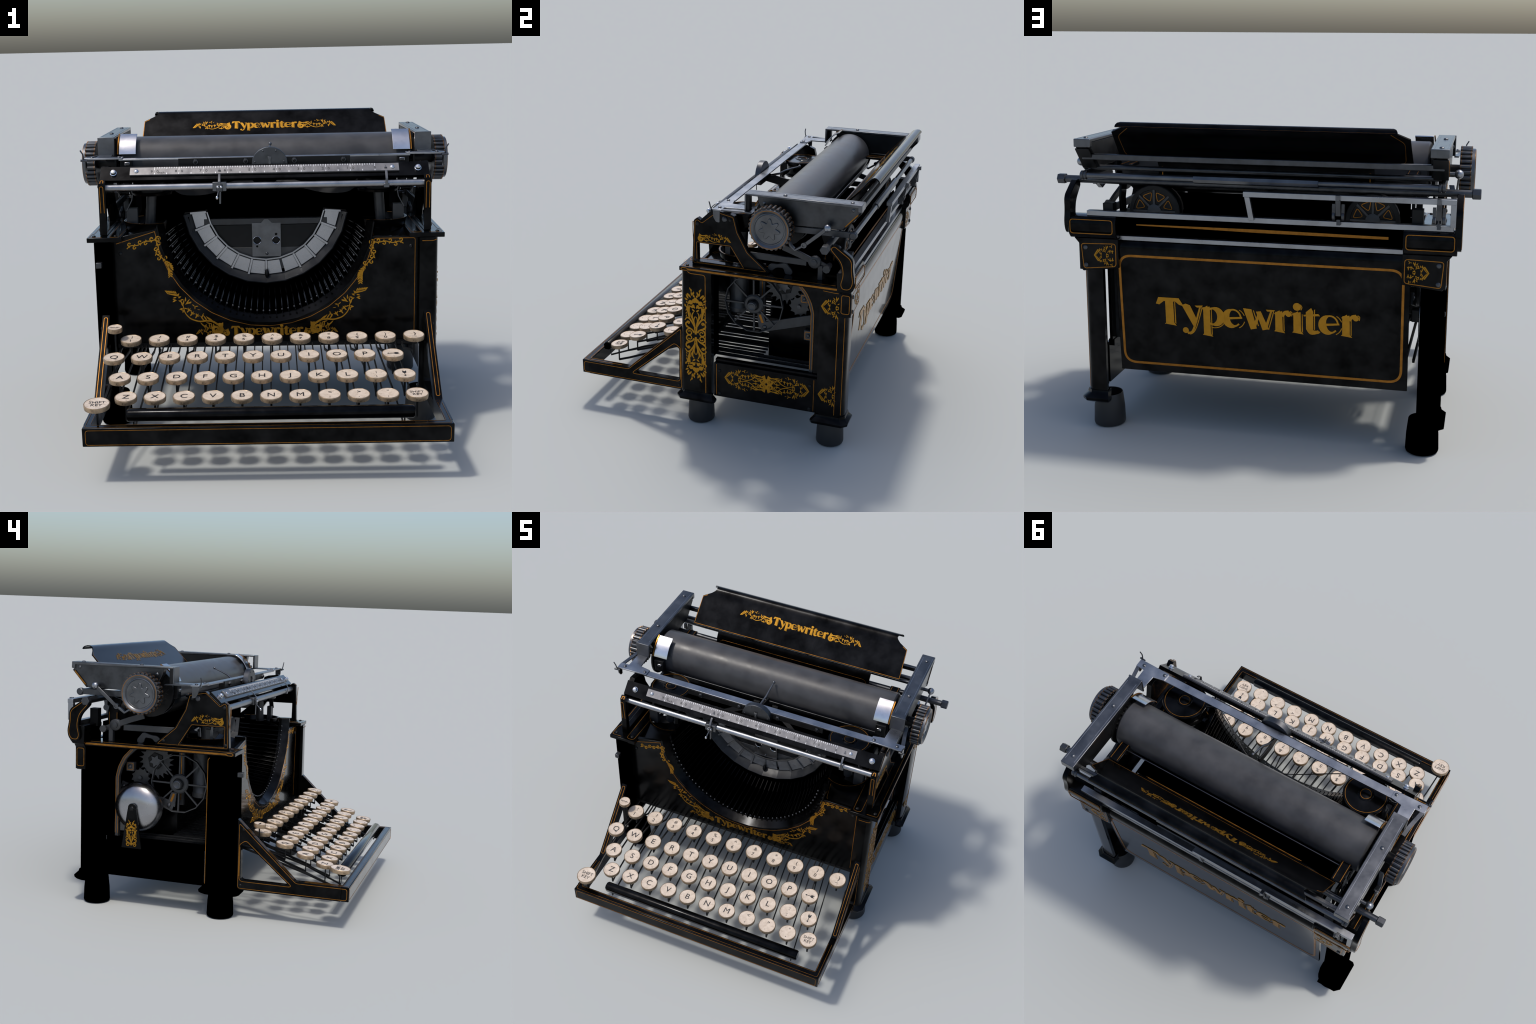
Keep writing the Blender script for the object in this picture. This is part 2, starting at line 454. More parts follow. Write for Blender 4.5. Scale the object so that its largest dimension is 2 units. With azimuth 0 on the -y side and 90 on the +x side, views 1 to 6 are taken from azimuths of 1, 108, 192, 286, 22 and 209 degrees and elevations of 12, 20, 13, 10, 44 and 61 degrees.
TEXT_CACHE = {}
def text_mesh(s, size, extrude=0.0006):
    key = (s, size)
    if key not in TEXT_CACHE:
        cu = bpy.data.curves.new("lettering", "FONT"); cu.body = s; cu.size = size; cu.extrude = extrude
        cu.align_x = "CENTER"; cu.align_y = "CENTER"; cu.resolution_u = 4
        ob = bpy.data.objects.new("lettering", cu); bpy.context.scene.collection.objects.link(ob)
        dg = bpy.context.evaluated_depsgraph_get()
        me = bpy.data.meshes.new_from_object(ob.evaluated_get(dg))
        bpy.data.objects.remove(ob); bpy.data.curves.remove(cu)
        TEXT_CACHE[key] = me
    return TEXT_CACHE[key]

SCROLL, SCROLL_L = scroll_motif()
def drop(v, u): return v - 12 - 62 * max(0.0, 1 - u / 500.0)
WORD, WORD_L = wordmark()

def X(S, v): return C + S * v

def screw(p, n, r, material=DULL, parent=None, name="screw"):
    d, u, v = basis(n)
    g = Geo().add(*g_lathe([(-0.002, r), (r * 0.25, r), (r * 0.5, r * 0.8), (r * 0.62, r * 0.4)], p, n, 14))
    return g.out(name, material, parent)

# ================================================================== SIDE FRAMES
AP = {1: 0.818, -1: 0.826}
for S in (1, -1):
    M = ENAMEL if S > 0 else VOID  # left side coloured flat black, copying faces that rendered without any light
    FM = FOOT if S > 0 else VOID
    fr = prism("side_frame", [(-0.004, 0.18), (0.61, 0.182), (0.61, 0.394), (-0.004, 0.394)], "x", X(S, 0.802 if S > 0 else 0.808), X(S, AP[S]), M, bevel=0.0015)
    side = fr
    # inner sill and back wall of the opening, with the arched rear corner
    box("sill", X(S, 0.772), X(S, 0.803), 0.0, 0.615, 0.378, 0.412, M, side)
    for bx_, z_ in ((0.725, 0.398), (0.690, 0.404)): box("shift_bar", X(S, bx_), X(S, bx_ - 0.012), -0.13, 0.60, z_, z_ + 0.018, DARK, side)
    arch = [(0.575, 0.41), (0.575, 0.77), (0.56, 0.83), (0.53, 0.89), (0.485, 0.94), (0.44, 0.954), (0.625, 0.954), (0.625, 0.41)]
    prism("arch_plate", arch, "x", X(S, 0.776), X(S, 0.792), M, side)
    band = [(0.572, 0.41), (0.572, 0.77), (0.557, 0.83), (0.527, 0.89), (0.482, 0.937), (0.46, 0.953), (0.415, 0.953), (0.455, 0.93), (0.505, 0.88), (0.533, 0.825), (0.55, 0.77), (0.55, 0.41)]
    prism("arch_band", band, "x", X(S, 0.752), X(S, 0.783), GREY, side)
    ink = Inlay(Frame((X(S, 0.783), 0, 0), (0, S, 0), (0, 0, 1)))
    for off in (0.004, 0.018):
        ink.line(round_poly([(S * (y - off), z) for y, z in [(0.572, 0.43), (0.572, 0.77), (0.557, 0.83), (0.527, 0.89), (0.482, 0.937)]], 0.02, False), 0.0032)
    ink.out("pinstripe", LINE, side)
    # legs: L section with a rounded outer corner, spreading slightly to the foot
    for front in (True, False):
        if front: yo, yi, sy = -0.194, -0.014, -1
        else: yo, yi, sy = 0.776, 0.616, 1
        V = []; F = []
        xo = 0.842 if front else 0.857
        def sect(z, spread):
            a = yo + sy * spread; r = 0.034 if front else 0.050
            P = [(0.752, a)]
            for k in range(7):
                t = pi / 2 * k / 6
                P.append((xo - r + r * sin(t), a - sy * r + sy * r * cos(t)))
            P += [(xo, yi + sy * 0.026), (xo - 0.010, yi), (xo - 0.05, yi), (xo - 0.022, a - sy * 0.065), (0.79, a - sy * 0.022), (0.752, a - sy * 0.02)]
            return [(X(S, x), y, z) for x, y in P]
        for z, sp in ((0.956, 0.0), (0.175, 0.012 if front else 0.0)): V += sect(z, sp)
        n = len(V) // 2
        F = [(i, (i + 1) % n, n + (i + 1) % n, n + i) for i in range(n)] + [tuple(range(n)), tuple(range(n, 2 * n))]
        leg = make("leg", V, F, M, side)
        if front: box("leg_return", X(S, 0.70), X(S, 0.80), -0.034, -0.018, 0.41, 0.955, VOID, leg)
        # flared collar at the bottom of the leg
        cy0, cy1 = (yo - 0.010, yi + 0.006) if front else (yi - 0.006, yo + 0.002)
        V = []; F = []
        for z, e in ((0.200, 0.001), (0.186, 0.004), (0.165, 0.024), (0.150, 0.022), (0.136, 0.0)):
            c = 0.028
            x0, x1, y0, y1 = 0.748 - e * 0.4, xo + 0.001 + e, cy0 - e, cy1 + e
            xi = 0.826
            if front: yb = y0 + 0.045; P = [(x0, y0), (x1 - c, y0), (x1, y0 + c), (x1, y1 - 0.5 * c), (x1 - 0.5 * c, y1), (xi, y1), (xi, yb), (x0, yb)]
            else: yb = y1 - 0.045; P = [(x0, yb), (xi, yb), (xi, y0), (x1 - 0.5 * c, y0), (x1, y0 + 0.5 * c), (x1, y1 - c), (x1 - c, y1), (x0, y1)]
            V += [(X(S, x), y, z) for x, y in P]
        for j in range(4):
            F += [(8 * j + i, 8 * j + (i + 1) % 8, 8 * j + 8 + (i + 1) % 8, 8 * j + 8 + i) for i in range(8)]
        F += [tuple(range(8)), tuple(range(32, 40))]
        make("collar", V, F, M, leg, 0.0015)
        fy = -0.098 if front else 0.686
        foot = [(0.0, 0.070), (0.004, 0.076), (0.012, 0.0785), (0.09, 0.0755), (0.158, 0.068), (0.162, 0.066), (0.160, 0.063), (0.03, 0.060)]
        make("foot", *g_lathe(foot, (X(S, 0.779), fy, 0.0), (0, 0, 1), 26), FM, leg)
        if S > 0:
            ink = Inlay(Frame((X(1, xo + 0.0002), 0, 0), (0, 1, 0), (0, 0, 1)))
            if front:
                ink.line(round_poly([(-0.150, 0.942), (-0.135, 0.932), (-0.045, 0.932), (-0.045, 0.19)], [0, 0.02, 0.018, 0], False), 0.0042)
                gi = Inlay(Frame((X(1, 0.8424), -0.104, 0.556), (0, 1, 0), (0, 0, 1)))
                k = 0.29 / 745
                for mx in (1, -1):
                    for mz in (1, -1): lay(gi, urn_motif(), lambda u, v: (mx * u * k, mz * v * k))
                gi.out("gilt_ornament", GOLD, leg)
            else:
                ink.line(round_poly([(0.635, 0.945), (0.70, 0.94), (0.72, 0.94)], 0.004, False), 0.0032)
                ink.line([(0.722, 0.80), (0.722, 0.21)], 0.0034)
                a2 = radians(38); r2 = 0.0502
                i2 = Inlay(Frame((X(1, xo - 0.050 + r2 * cos(a2)), 0.726 + r2 * sin(a2), 0.5), (-sin(a2), cos(a2), 0), (0, 0, 1)))
                i2.line([(0, 0.30), (0, -0.29)], 0.0030); i2.out("pinstripe", LINE, leg)
                for zc in (0.856, 0.326):
                    gi = Inlay(Frame((X(1, xo + 0.0002), 0.632, zc), (0, 1, 0), (0, 0, 1)))
                    k = 0.00022
                    for mz in (1, -1):
                        lay(gi, [d for d in SCROLL if max(p[0] for p in d[1]) < 445], lambda u, v: (u * k, mz * (drop(v, u) * k + 0.001)))
                    gi.out("gilt_ornament", GOLD, leg)
            ink.out("pinstripe", LINE, leg)
            if front:
                fi = Inlay(Frame((0, -0.1955, 0), (1, 0, 0.0), (0, 0, 1)))
                fi.line(round_poly([(X(1, 0.762), 0.940), (X(1, 0.815), 0.940), (X(1, 0.832), 0.947)], 0.01, False), 0.003)
                fi.out("pinstripe", LINE, leg)
    # gilding of the apron
    if S > 0:
        gi = Inlay(Frame((X(1, AP[1]), 0.314, 0.310), (0, 1, 0), (0, 0, 1)))
        k = 0.246 / 1100
        for mx in (1, -1):
            for mz in (1, -1):
                lay(gi, SCROLL, lambda u, v: (mx * (1100 - u) * k, mz * (drop(v, u) * k * 0.95 + 0.002)))
        gi.out("gilt_ornament", GOLD, side)
        ink = Inlay(Frame((X(1, AP[1]), 0, 0), (0, 1, 0), (0, 0, 1)))
        ink.line([(0.012, 0.19), (0.012, 0.385)], 0.003); ink.line([(0.592, 0.19), (0.592, 0.385)], 0.003)
        ink.out("pinstripe", LINE, side)
        for y in (0.03, 0.57):
            for z in (0.345, 0.20): screw((X(1, AP[1]), y, z), (1, 0, 0), 0.010, DARK, side)
    else:
        ink = Inlay(Frame((X(-1, 0.8424), 0, 0), (0, -1, 0), (0, 0, 1)))
        ink.line(round_poly([(0.030, 0.936), (0.020, 0.925), (0.020, 0.20)], 0.01, False), 0.0035)
        ink.out("pinstripe", LINE, side)
        box("stop_block", X(-1, 0.826), X(-1, 0.799), -0.225, -0.190, 0.835, 0.862, DULL, side)
    # ledge along the top
    ledge = prism("ledge", [(S * 0.70 + C, -0.188), (S * 0.872 + C, -0.188), (S * 0.872 + C, 0.735), (S * 0.70 + C, 0.735)], "z", 0.955, 0.979, ENAMEL, bevel=0.003)
    ink = Inlay(Frame((X(S, 0.872), 0, 0), (0, S, 0), (0, 0, 1)))
    ink.line([(S * y, 0.967) for y in (-0.135, 0.725)], 0.0105)
    ink.line(round_poly([(S * -0.13, 0.967), (S * -0.145, 0.974), (S * -0.170, 0.974), (S * -0.178, 0.967), (S * -0.170, 0.960), (S * -0.145, 0.960)], 0.006), 0.0042, True)
    ink.out("pinstripe", LINE, ledge)
    ink = Inlay(Frame((0, 0, 0.979), (1, 0, 0), (0, 1, 0)))
    ink.line(round_poly([(X(S, 0.80), -0.172), (X(S, 0.862), -0.172), (X(S, 0.862), -0.10), (X(S, 0.852), -0.08), (X(S, 0.852), 0.70)], 0.012, False), 0.0032)
    ink.line(round_poly([(X(S, 0.763), 0.30), (X(S, 0.763), -0.172), (X(S, 0.715), -0.172), (X(S, 0.705), 0.30)], 0.02, False), 0.0032)
    ink.out("pinstripe", LINE, ledge)
    for x, y in ((0.842, -0.150), (0.735, -0.150)): screw((X(S, x), y, 0.979), (0, 0, 1), 0.0095, DARK, ledge)
    # ----- upper side plate
    out = [(-0.133, 0.980), (-0.121, 1.237), (-0.100, 1.253), (-0.073, 1.236), (0.014, 1.306), (0.085, 1.296), (0.115, 1.285), (0.137, 1.197), (0.196, 1.090), (0.317, 0.988), (0.31, 0.980)]
    win = [(0.090, 1.107), (-0.099, 1.108), (-0.098, 1.000), (0.160, 0.998)]
    sp = prism("side_plate", out, "x", X(S, 0.779), X(S, 0.814), ENAMEL, holes=[win], bevel=0.002)
    ink = Inlay(Frame((X(S, 0.814), 0, 0), (0, S, 0), (0, 0, 1)))
    ins = [(-0.124, 0.99), (-0.113, 1.232), (-0.100, 1.243), (-0.073, 1.225), (0.014, 1.297), (0.108, 1.278), (0.129, 1.195), (0.188, 1.086), (0.300, 0.990)]
    ink.line(round_poly([(S * y, z) for y, z in ins], 0.008), 0.0024, True)
    ink.line(round_poly([(S * y, z) for y, z in [(0.094, 1.113), (-0.105, 1.114), (-0.104, 0.994), (0.172, 0.992)]], 0.006), 0.0024, True)
    ink.out("pinstripe", LINE, sp)
    gi = Inlay(Frame((X(S, 0.814), 0, 0), (0, S, 0), (0, 0, 1)))
    k = 0.188 / 1100
    lay(gi, SCROLL, lambda u, v: (S * (0.092 - u * k), 1.120 + v * k))
    gi.out("gilt_ornament", GOLD, sp)
    fi = Inlay(Frame((X(S, 0.7965), -0.1275, 1.108), (1, 0, 0), (0, -0.0466, 1)))
    fi.line(round_poly([(-0.0085, -0.105), (0.0085, -0.105), (0.0085, 0.115), (-0.0085, 0.115)], 0.0085), 0.0034, True)
    fi.out("pinstripe", LINE, sp)
    ti = Inlay(Frame((X(S, 0.7965), -0.1105, 1.2450), (1, 0, 0), (0, 0.021, 0.016)))
    ti.line(round_poly([(-0.007, -0.012), (-0.007, 0.006), (0.007, 0.006), (0.007, -0.012)], 0.006, False), 0.003)
    ti.out("pinstripe", LINE, sp)
    for y, z, r, m in ((0.060, 1.263, 0.016, DULL), (-0.099, 1.219, 0.010, DARK), (0.263, 1.007, 0.010, DARK), (-0.112, 1.006, 0.010, DARK), (0.093, 1.262, 0.010, DARK)):
        screw((X(S, 0.814), y, z), (S, 0, 0), r, m, sp)

# ================================================================== FRONT PLATE
ZC = 1.055; R0 = 0.535
def arc_pts(R, a0, a1, n, zc=ZC): return [(C + R * cos(radians(a0 + (a1 - a0) * i / n)), zc + R * sin(radians(a0 + (a1 - a0) * i / n))) for i in range(n + 1)]
aL, aR = 184.8, 349.0
arc = arc_pts(R0, aL, aR, 15)
plate = [(X(-1, 0.815), 0.430), (X(1, 0.815), 0.430), (X(1, 0.815), 0.954), (arc[-1][0], 0.957)] + arc[::-1][0:] + [(X(-1, 0.815), 0.954)]
fp = prism("front_plate", plate, "y", -0.145, -0.125, ENAMEL, bevel=0.0015)
# bevelled rim of the type basket opening
V = []; F = []
for R, y in ((0.536, -0.142), (0.5355, -0.1462), (0.529, -0.1465), (0.503, -0.098), (0.503, -0.080), (0.538, -0.080)):
    V += [(x, y, z) for x, z in arc_pts(R, aL - 1.5, aR + 8, 15)]
n = 16
for j in range(6):
    k = (j + 1) % 6
    F += [(j * n + i, j * n + i + 1, k * n + i + 1, k * n + i) for i in range(n - 1)]
F += [tuple(j * n for j in range(6)), tuple(j * n + n - 1 for j in range(6))]
make("basket_rim", V, F, ENAMEL, fp, smooth_angle=25)
ink = Inlay(Frame((0, -0.145, 0), (1, 0, 0), (0, 0, 1)))
ring = arc_pts(0.546, aL + 1, aR - 1, 15)
ink.line(round_poly([(X(-1, 0.735), 0.94)] + [(ring[0][0] - 0.004, ring[0][1] - 0.002)] + ring, 0.012, False), 0.0030)
ink.line(round_poly([ring[-1], (ring[-1][0] + 0.006, 0.946), (X(1, 0.735), 0.946), (X(1, 0.735), 0.45)], 0.012, False), 0.0030)
ink.out("pinstripe", LINE, fp)
fi = Inlay(Frame((0, -0.166, 0), (1, 0, 0), (0, 0, 1)))
# gilding on the plate
gi = Inlay(Frame((0, -0.145, 0), (1, 0, 0), (0, 0, 1)))
k = 0.362 / WORD_L
lay(gi, WORD, lambda u, v: (C - 0.181 + u * k, 0.462 + v * k))
def bent(side):
    kk = 0.335 / 1100
    def f(u, v):
        s = u * kk; a = radians(216 if side < 0 else 324) + (-side) * s / 0.585
        R = 0.562 + (0.085 - v * kk * 0.95) * 0.85
        return (C + R * cos(a), ZC + R * sin(a))
    return f
for sd in (-1, 1):
    lay(gi, SCROLL, bent(sd))
    k2 = 0.165 / 1100
    lay(gi, SCROLL, lambda u, v: (C + sd * (0.352 - u * k2), 0.462 + v * k2 * 0.95))
q = 0.000495
# corner vines (their outer arms follow the plate's top edge, which is higher on the left)
for sd, x0, z0, sl in ((1, 0.514, 0.938, 0.0), (-1, 0.520, 0.975, -0.26)):
    def cm(u, v): return (C + sd * (x0 + u * q), z0 + v * q + sl * u * q)
    lay(gi, vine([(20, -14), (80, -24), (150, -12), (220, -30), (290, -16), (330, -38)], 1, 52, 18, 11), cm)
    lay(gi, vine([(20, -20), (30, -60), (15, -110), (40, -160), (0, -205), (-30, -240), (-50, -265)], -1, 50, 19, 11), cm)
    lay(gi, [disc(18, -22, 13, 8)] + curl(18, -22, 26, 0, 0.95, 9, 9, 0.9), cm)
    lay(gi, feather([(-45, -265), (-80, -310), (-95, -360), (-95, -430)], 44, 21, 6), cm)
gi.out("gilt_ornament", GOLD, fp)
for sd in (-1, 1): screw((X(sd, 0.715), -0.145, 0.905 if sd > 0 else 0.89), (0, -1, 0), 0.010, DARK, fp)
box("lower_rail", X(-1, 0.752), X(1, 0.752), -0.140, -0.108, 0.402, 0.428, DARK, fp)
# sloping decks behind the plate's upper corners
for S in (1, -1):
    zt = 0.957
    x_in = 0.522 if S > 0 else 0.53
    o = [(X(S, x_in), -0.136, zt - 0.012), (X(S, 0.70), -0.136, zt - 0.012), (X(S, 0.70), 0.03, 0.975), (X(S, 0.50), 0.03, 1.015)]
    if S < 0: o[0] = (X(S, 0.53), -0.136, 1.004); o[3] = (X(S, 0.50), 0.03, 1.03)
    V = [Vector(p) for p in o] + [Vector(p) - Vector((0, 0, 0.02)) for p in o]
    dk = make("shoulder_deck", V, [(0, 1, 2, 3), (4, 5, 6, 7), (0, 1, 5, 4), (1, 2, 6, 5), (2, 3, 7, 6), (3, 0, 4, 7)], ENAMEL, fp, 0.0015)
    nv = (V[1] - V[0]).cross(V[3] - V[0]).normalized()
    if nv.z < 0: nv = -nv
    u = (V[1] - V[0]).normalized(); w = nv.cross(u) if nv.cross(u).y > 0 else u.cross(nv)
    fr = Frame(V[0], u, w)
    if fr.n.z < 0: fr.n = -fr.n
    ii = Inlay(fr); ii.line(round_poly([(0.17, 0.012), (0.014, 0.012), (0.004, 0.13)], 0.02, False), 0.003); ii.out("pinstripe", LINE, dk)

# ================================================================== TYPE BASKET
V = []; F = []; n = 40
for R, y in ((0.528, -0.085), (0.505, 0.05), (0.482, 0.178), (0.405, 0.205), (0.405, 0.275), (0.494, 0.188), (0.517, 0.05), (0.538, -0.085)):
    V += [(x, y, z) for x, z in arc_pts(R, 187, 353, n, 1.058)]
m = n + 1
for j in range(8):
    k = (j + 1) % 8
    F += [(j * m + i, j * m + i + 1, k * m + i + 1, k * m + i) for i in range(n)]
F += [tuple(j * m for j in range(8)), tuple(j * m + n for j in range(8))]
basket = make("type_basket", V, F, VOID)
NB = 44
gb = None
bar_me = None; head_me = None
# one typebar, drawn at the bottom of the basket (angle 270) and turned about the basket axis
bg = Geo()
bg.add(*g_bar([(0, -0.090, -0.516), (0, 0.05, -0.492), (0, 0.182, -0.468)], 0.0040, 0.024, (1, 0, 0)))
bg.add(*g_bar([(0, -0.102, -0.486), (0, -0.05, -0.478), (0, 0.02, -0.470)], 0.0022, 0.004, (1, 0, 0)))  # thin wire added to stand for the highlight along the bar
bg.add(*g_bar([(0, 0.12, -0.466), (0, 0.185, -0.440)], 0.0045, 0.010, (1, 0, 0)))
bar_me = mesh("typebar", bg.V, bg.F, 30); bar_me.materials.append(ENAMEL)
head_me = mesh("typebar_pivot", *g_ball((0, -0.106, -0.483), 0.0055, 10), 60); head_me.materials.append(DULL)
for i in range(NB):
    a = radians(-80 + 160 * i / (NB - 1))
    mtx = Matrix.Translation((C, 0, 1.060)) @ Matrix.Rotation(-a, 4, "Y")
    b = link("typebar", bar_me, basket); b.matrix_local = mtx
    h = link("typebar_pivot", head_me, b)

# segment ring with its felt pads
RC = 1.080; RI, RO = 0.312, 0.420
def ring_pt(R, a, y): return (C + R * cos(a), y, RC + R * sin(a))
NS = 12; a0 = radians(188.0); a1 = radians(352.0)
V = []; F = []
prof = [(RI - 0.003, 0.222), (RI + 0.003, 0.221), (RI + 0.006, 0.240), (RO - 0.024, 0.240), (RO - 0.016, 0.222), (RO + 0.006, 0.182), (RO + 0.014, 0.188), (RO + 0.014, 0.280), (RI, 0.280)]
def ring_dir(i): return a0 + (a1 - a0) * i / NS
for R, y in prof:
    for i in range(NS + 1):
        a = ring_dir(i); x, yy, z = ring_pt(R, a, y)
        V.append((x, yy, min(z, 1.034)))
m = NS + 1
for j in range(9):
    k = (j + 1) % 9
    F += [(j * m + i, j * m + i + 1, k * m + i + 1, k * m + i) for i in range(NS)]
F += [tuple(j * m for j in range(9)), tuple(j * m + NS for j in range(9))]
seg = make("segment_ring", V, F, GREY, bevel=0.0015, smooth_angle=10)
for i in range(NS):
    b0 = ring_dir(i) + radians(1.0); b1 = ring_dir(i + 1) - radians(1.0)
    q4 = []
    for R, a, y in ((RI + 0.009, b0, 0.2365), (RI + 0.009, b1, 0.2365), (RO - 0.026, b1, 0.2365), (RO - 0.026, b0, 0.2365)):
        ch = cos((b1 - b0) / 2) / 1.0
        q4.append(Vector(ring_pt(R, a, y)))
    cen = sum(q4, Vector()) / 4
    V = [p - Vector((0, 0.0040, 0)) for p in q4] + [p + Vector((0, 0.004, 0)) for p in q4]
    for p in V: p.z = min(p.z, 1.028)
    make("felt_pad", V, [(0, 1, 2, 3), (4, 5, 6, 7), (0, 1, 5, 4), (1, 2, 6, 5), (2, 3, 7, 6), (3, 0, 4, 7)], PAD, seg, 0.0015)
rimg = Geo()
for i in range(NS + 1):
    a = ring_dir(i)
    if i in (7,): continue
    p = Vector(ring_pt(RI + 0.004, a, 0.227)); q_ = Vector(ring_pt(RO - 0.020, a, 0.227))
    p.z = min(p.z, 1.03); q_.z = min(q_.z, 1.03)
    rimg.add(*g_bar([p, q_], 0.010, 0.010, (q_ - p).normalized().cross(Vector((0, 1, 0)))))
rimg.add(*g_bar([Vector(ring_pt(RI - 0.002, ring_dir(i), 0.221)) if 0 < i < NS else Vector((*ring_pt(RI - 0.002, ring_dir(i), 0.221)[:2], 1.03)) for i in range(NS + 1)], 0.008, 0.006, (0, 1, 0)))
rimg.out("pad_divider", PADRIM, seg)
make("segment_wire", *g_bar([Vector(ring_pt(RI - 0.004, ring_dir(i), 0.218)) for i in range(1, NS)], 0.006, 0.005, (0, 1, 0)), LIGHT, seg)
make("segment_knob", *g_lathe([(-0.02, 0.006), (-0.008, 0.011), (0.004, 0.012), (0.018, 0.009), (0.024, 0.004)], (C + 0.003, 0.215, 0.692), (0, 0, 1), 12), DARK, seg)
# type guide in the middle
gp = [(-0.078, 0.785), (0.074, 0.785), (0.074, 0.966), (0.028, 0.966), (0.008, 0.986), (-0.012, 0.986), (-0.030, 0.966), (-0.078, 0.966)]
hole = lambda x, z, r, n=16: [(x + r * cos(2 * pi * i / n), z + r * sin(2 * pi * i / n)) for i in range(n)]
tg = prism("type_guide", gp, "y", 0.226, 0.236, STEEL, holes=[hole(-0.052, 0.872, 0.020), hole(0.049, 0.872, 0.019), hole(-0.052, 0.840, 0.006, 10), hole(0.049, 0.905, 0.007, 10)], bevel=0.0008)
gr = Geo()
for x, z, r in ((-0.052, 0.872, 0.021), (0.049, 0.872, 0.020)):
    gr.add(*g_tube([(x + r * cos(t), 0.2255, z + r * sin(t)) for t in [2 * pi * i / 20 for i in range(21)]], 0.0018, 6))
gr.out("guide_eyelet", BRIGHT, tg)
screw((-0.001, 0.226, 0.800), (0, -1, 0), 0.008, DULL, tg)
bw = box("guide_backing", X(-1, 0.325), X(1, 0.325), 0.240, 0.262, 0.66, 0.955, DARK)
box("guide_rail", X(-1, 0.325), X(1, 0.325), 0.230, 0.262, 0.957, 0.990, GREY, bw)
box("guide_foot", X(-1, 0.22), X(1, 0.22), 0.238, 0.241, 0.715, 0.832, GREY, bw)
# black sheets added behind the basket to stand for its dark interior
box("dark_backing", X(-1, 0.50), X(1, 0.50), 0.285, 0.300, 0.62, 1.048, VOID)
for S in (1, -1): box("dark_backing", X(S, 0.34), X(S, 0.66), 0.300, 0.312, 0.98, 1.12, VOID)  # side sheets added to block slivers of light from behind
for S in (1, -1): box("dark_backing", X(S, 0.50), X(S, 0.515), 0.245, 0.70, 0.62, 1.06, VOID)  # added black sheets for the unlit space behind the wheels
box("inner_casing", X(-1, 0.59), X(1, 0.59), 0.250, 0.57, 0.375, 0.62, ENAMEL)

# ================================================================== BACK PANEL
def panel_y(z):
    P = [(0.303, 0.730), (0.687, 0.762), (0.86, 0.774), (0.93, 0.780)]
    for (za, ya), (zb, yb) in zip(P, P[1:]):
        if z <= zb: return ya + (yb - ya) * (z - za) / (zb - za)
    return 0.780
pp = [(panel_y(z), z) for z in (0.303, 0.687, 0.86)] + [(0.779, 0.912), (0.778, 0.930), (0.773, 0.944), (0.765, 0.954), (0.745, 0.956)]
pp += [(y - 0.016, z - 0.012 * (z > 0.93)) for y, z in pp[:-1]][::-1]
bp = prism("back_panel", pp, "x", X(-1, 0.703), X(1, 0.690), ENAMEL, bevel=0.0015)
smooth(bp.data, 40)
def panel_fn(u, v, h=0.0): return Vector((-u, panel_y(v) + h, v))
ink = Inlay(panel_fn)
rp = round_poly([(-0.662, 0.345), (0.680, 0.345), (0.680, 0.886), (-0.662, 0.886)], 0.06, n=8)
rq = []
for a, b in zip(rp, rp[1:] + rp[:1]):
    m_ = max(1, int(abs(b[1] - a[1]) / 0.04))
    rq += [(a[0] + (b[0] - a[0]) * t / m_, a[1] + (b[1] - a[1]) * t / m_) for t in range(m_)]
ink.line(rq, 0.0115, True)
ink.out("pinstripe", LINE, bp)
gi = Inlay(panel_fn)
k = 0.975 / WORD_L
lay(gi, WORD, lambda u, v: (-0.490 + u * k, 0.557 + v * k))
gi.out("lettering", GOLD, bp)

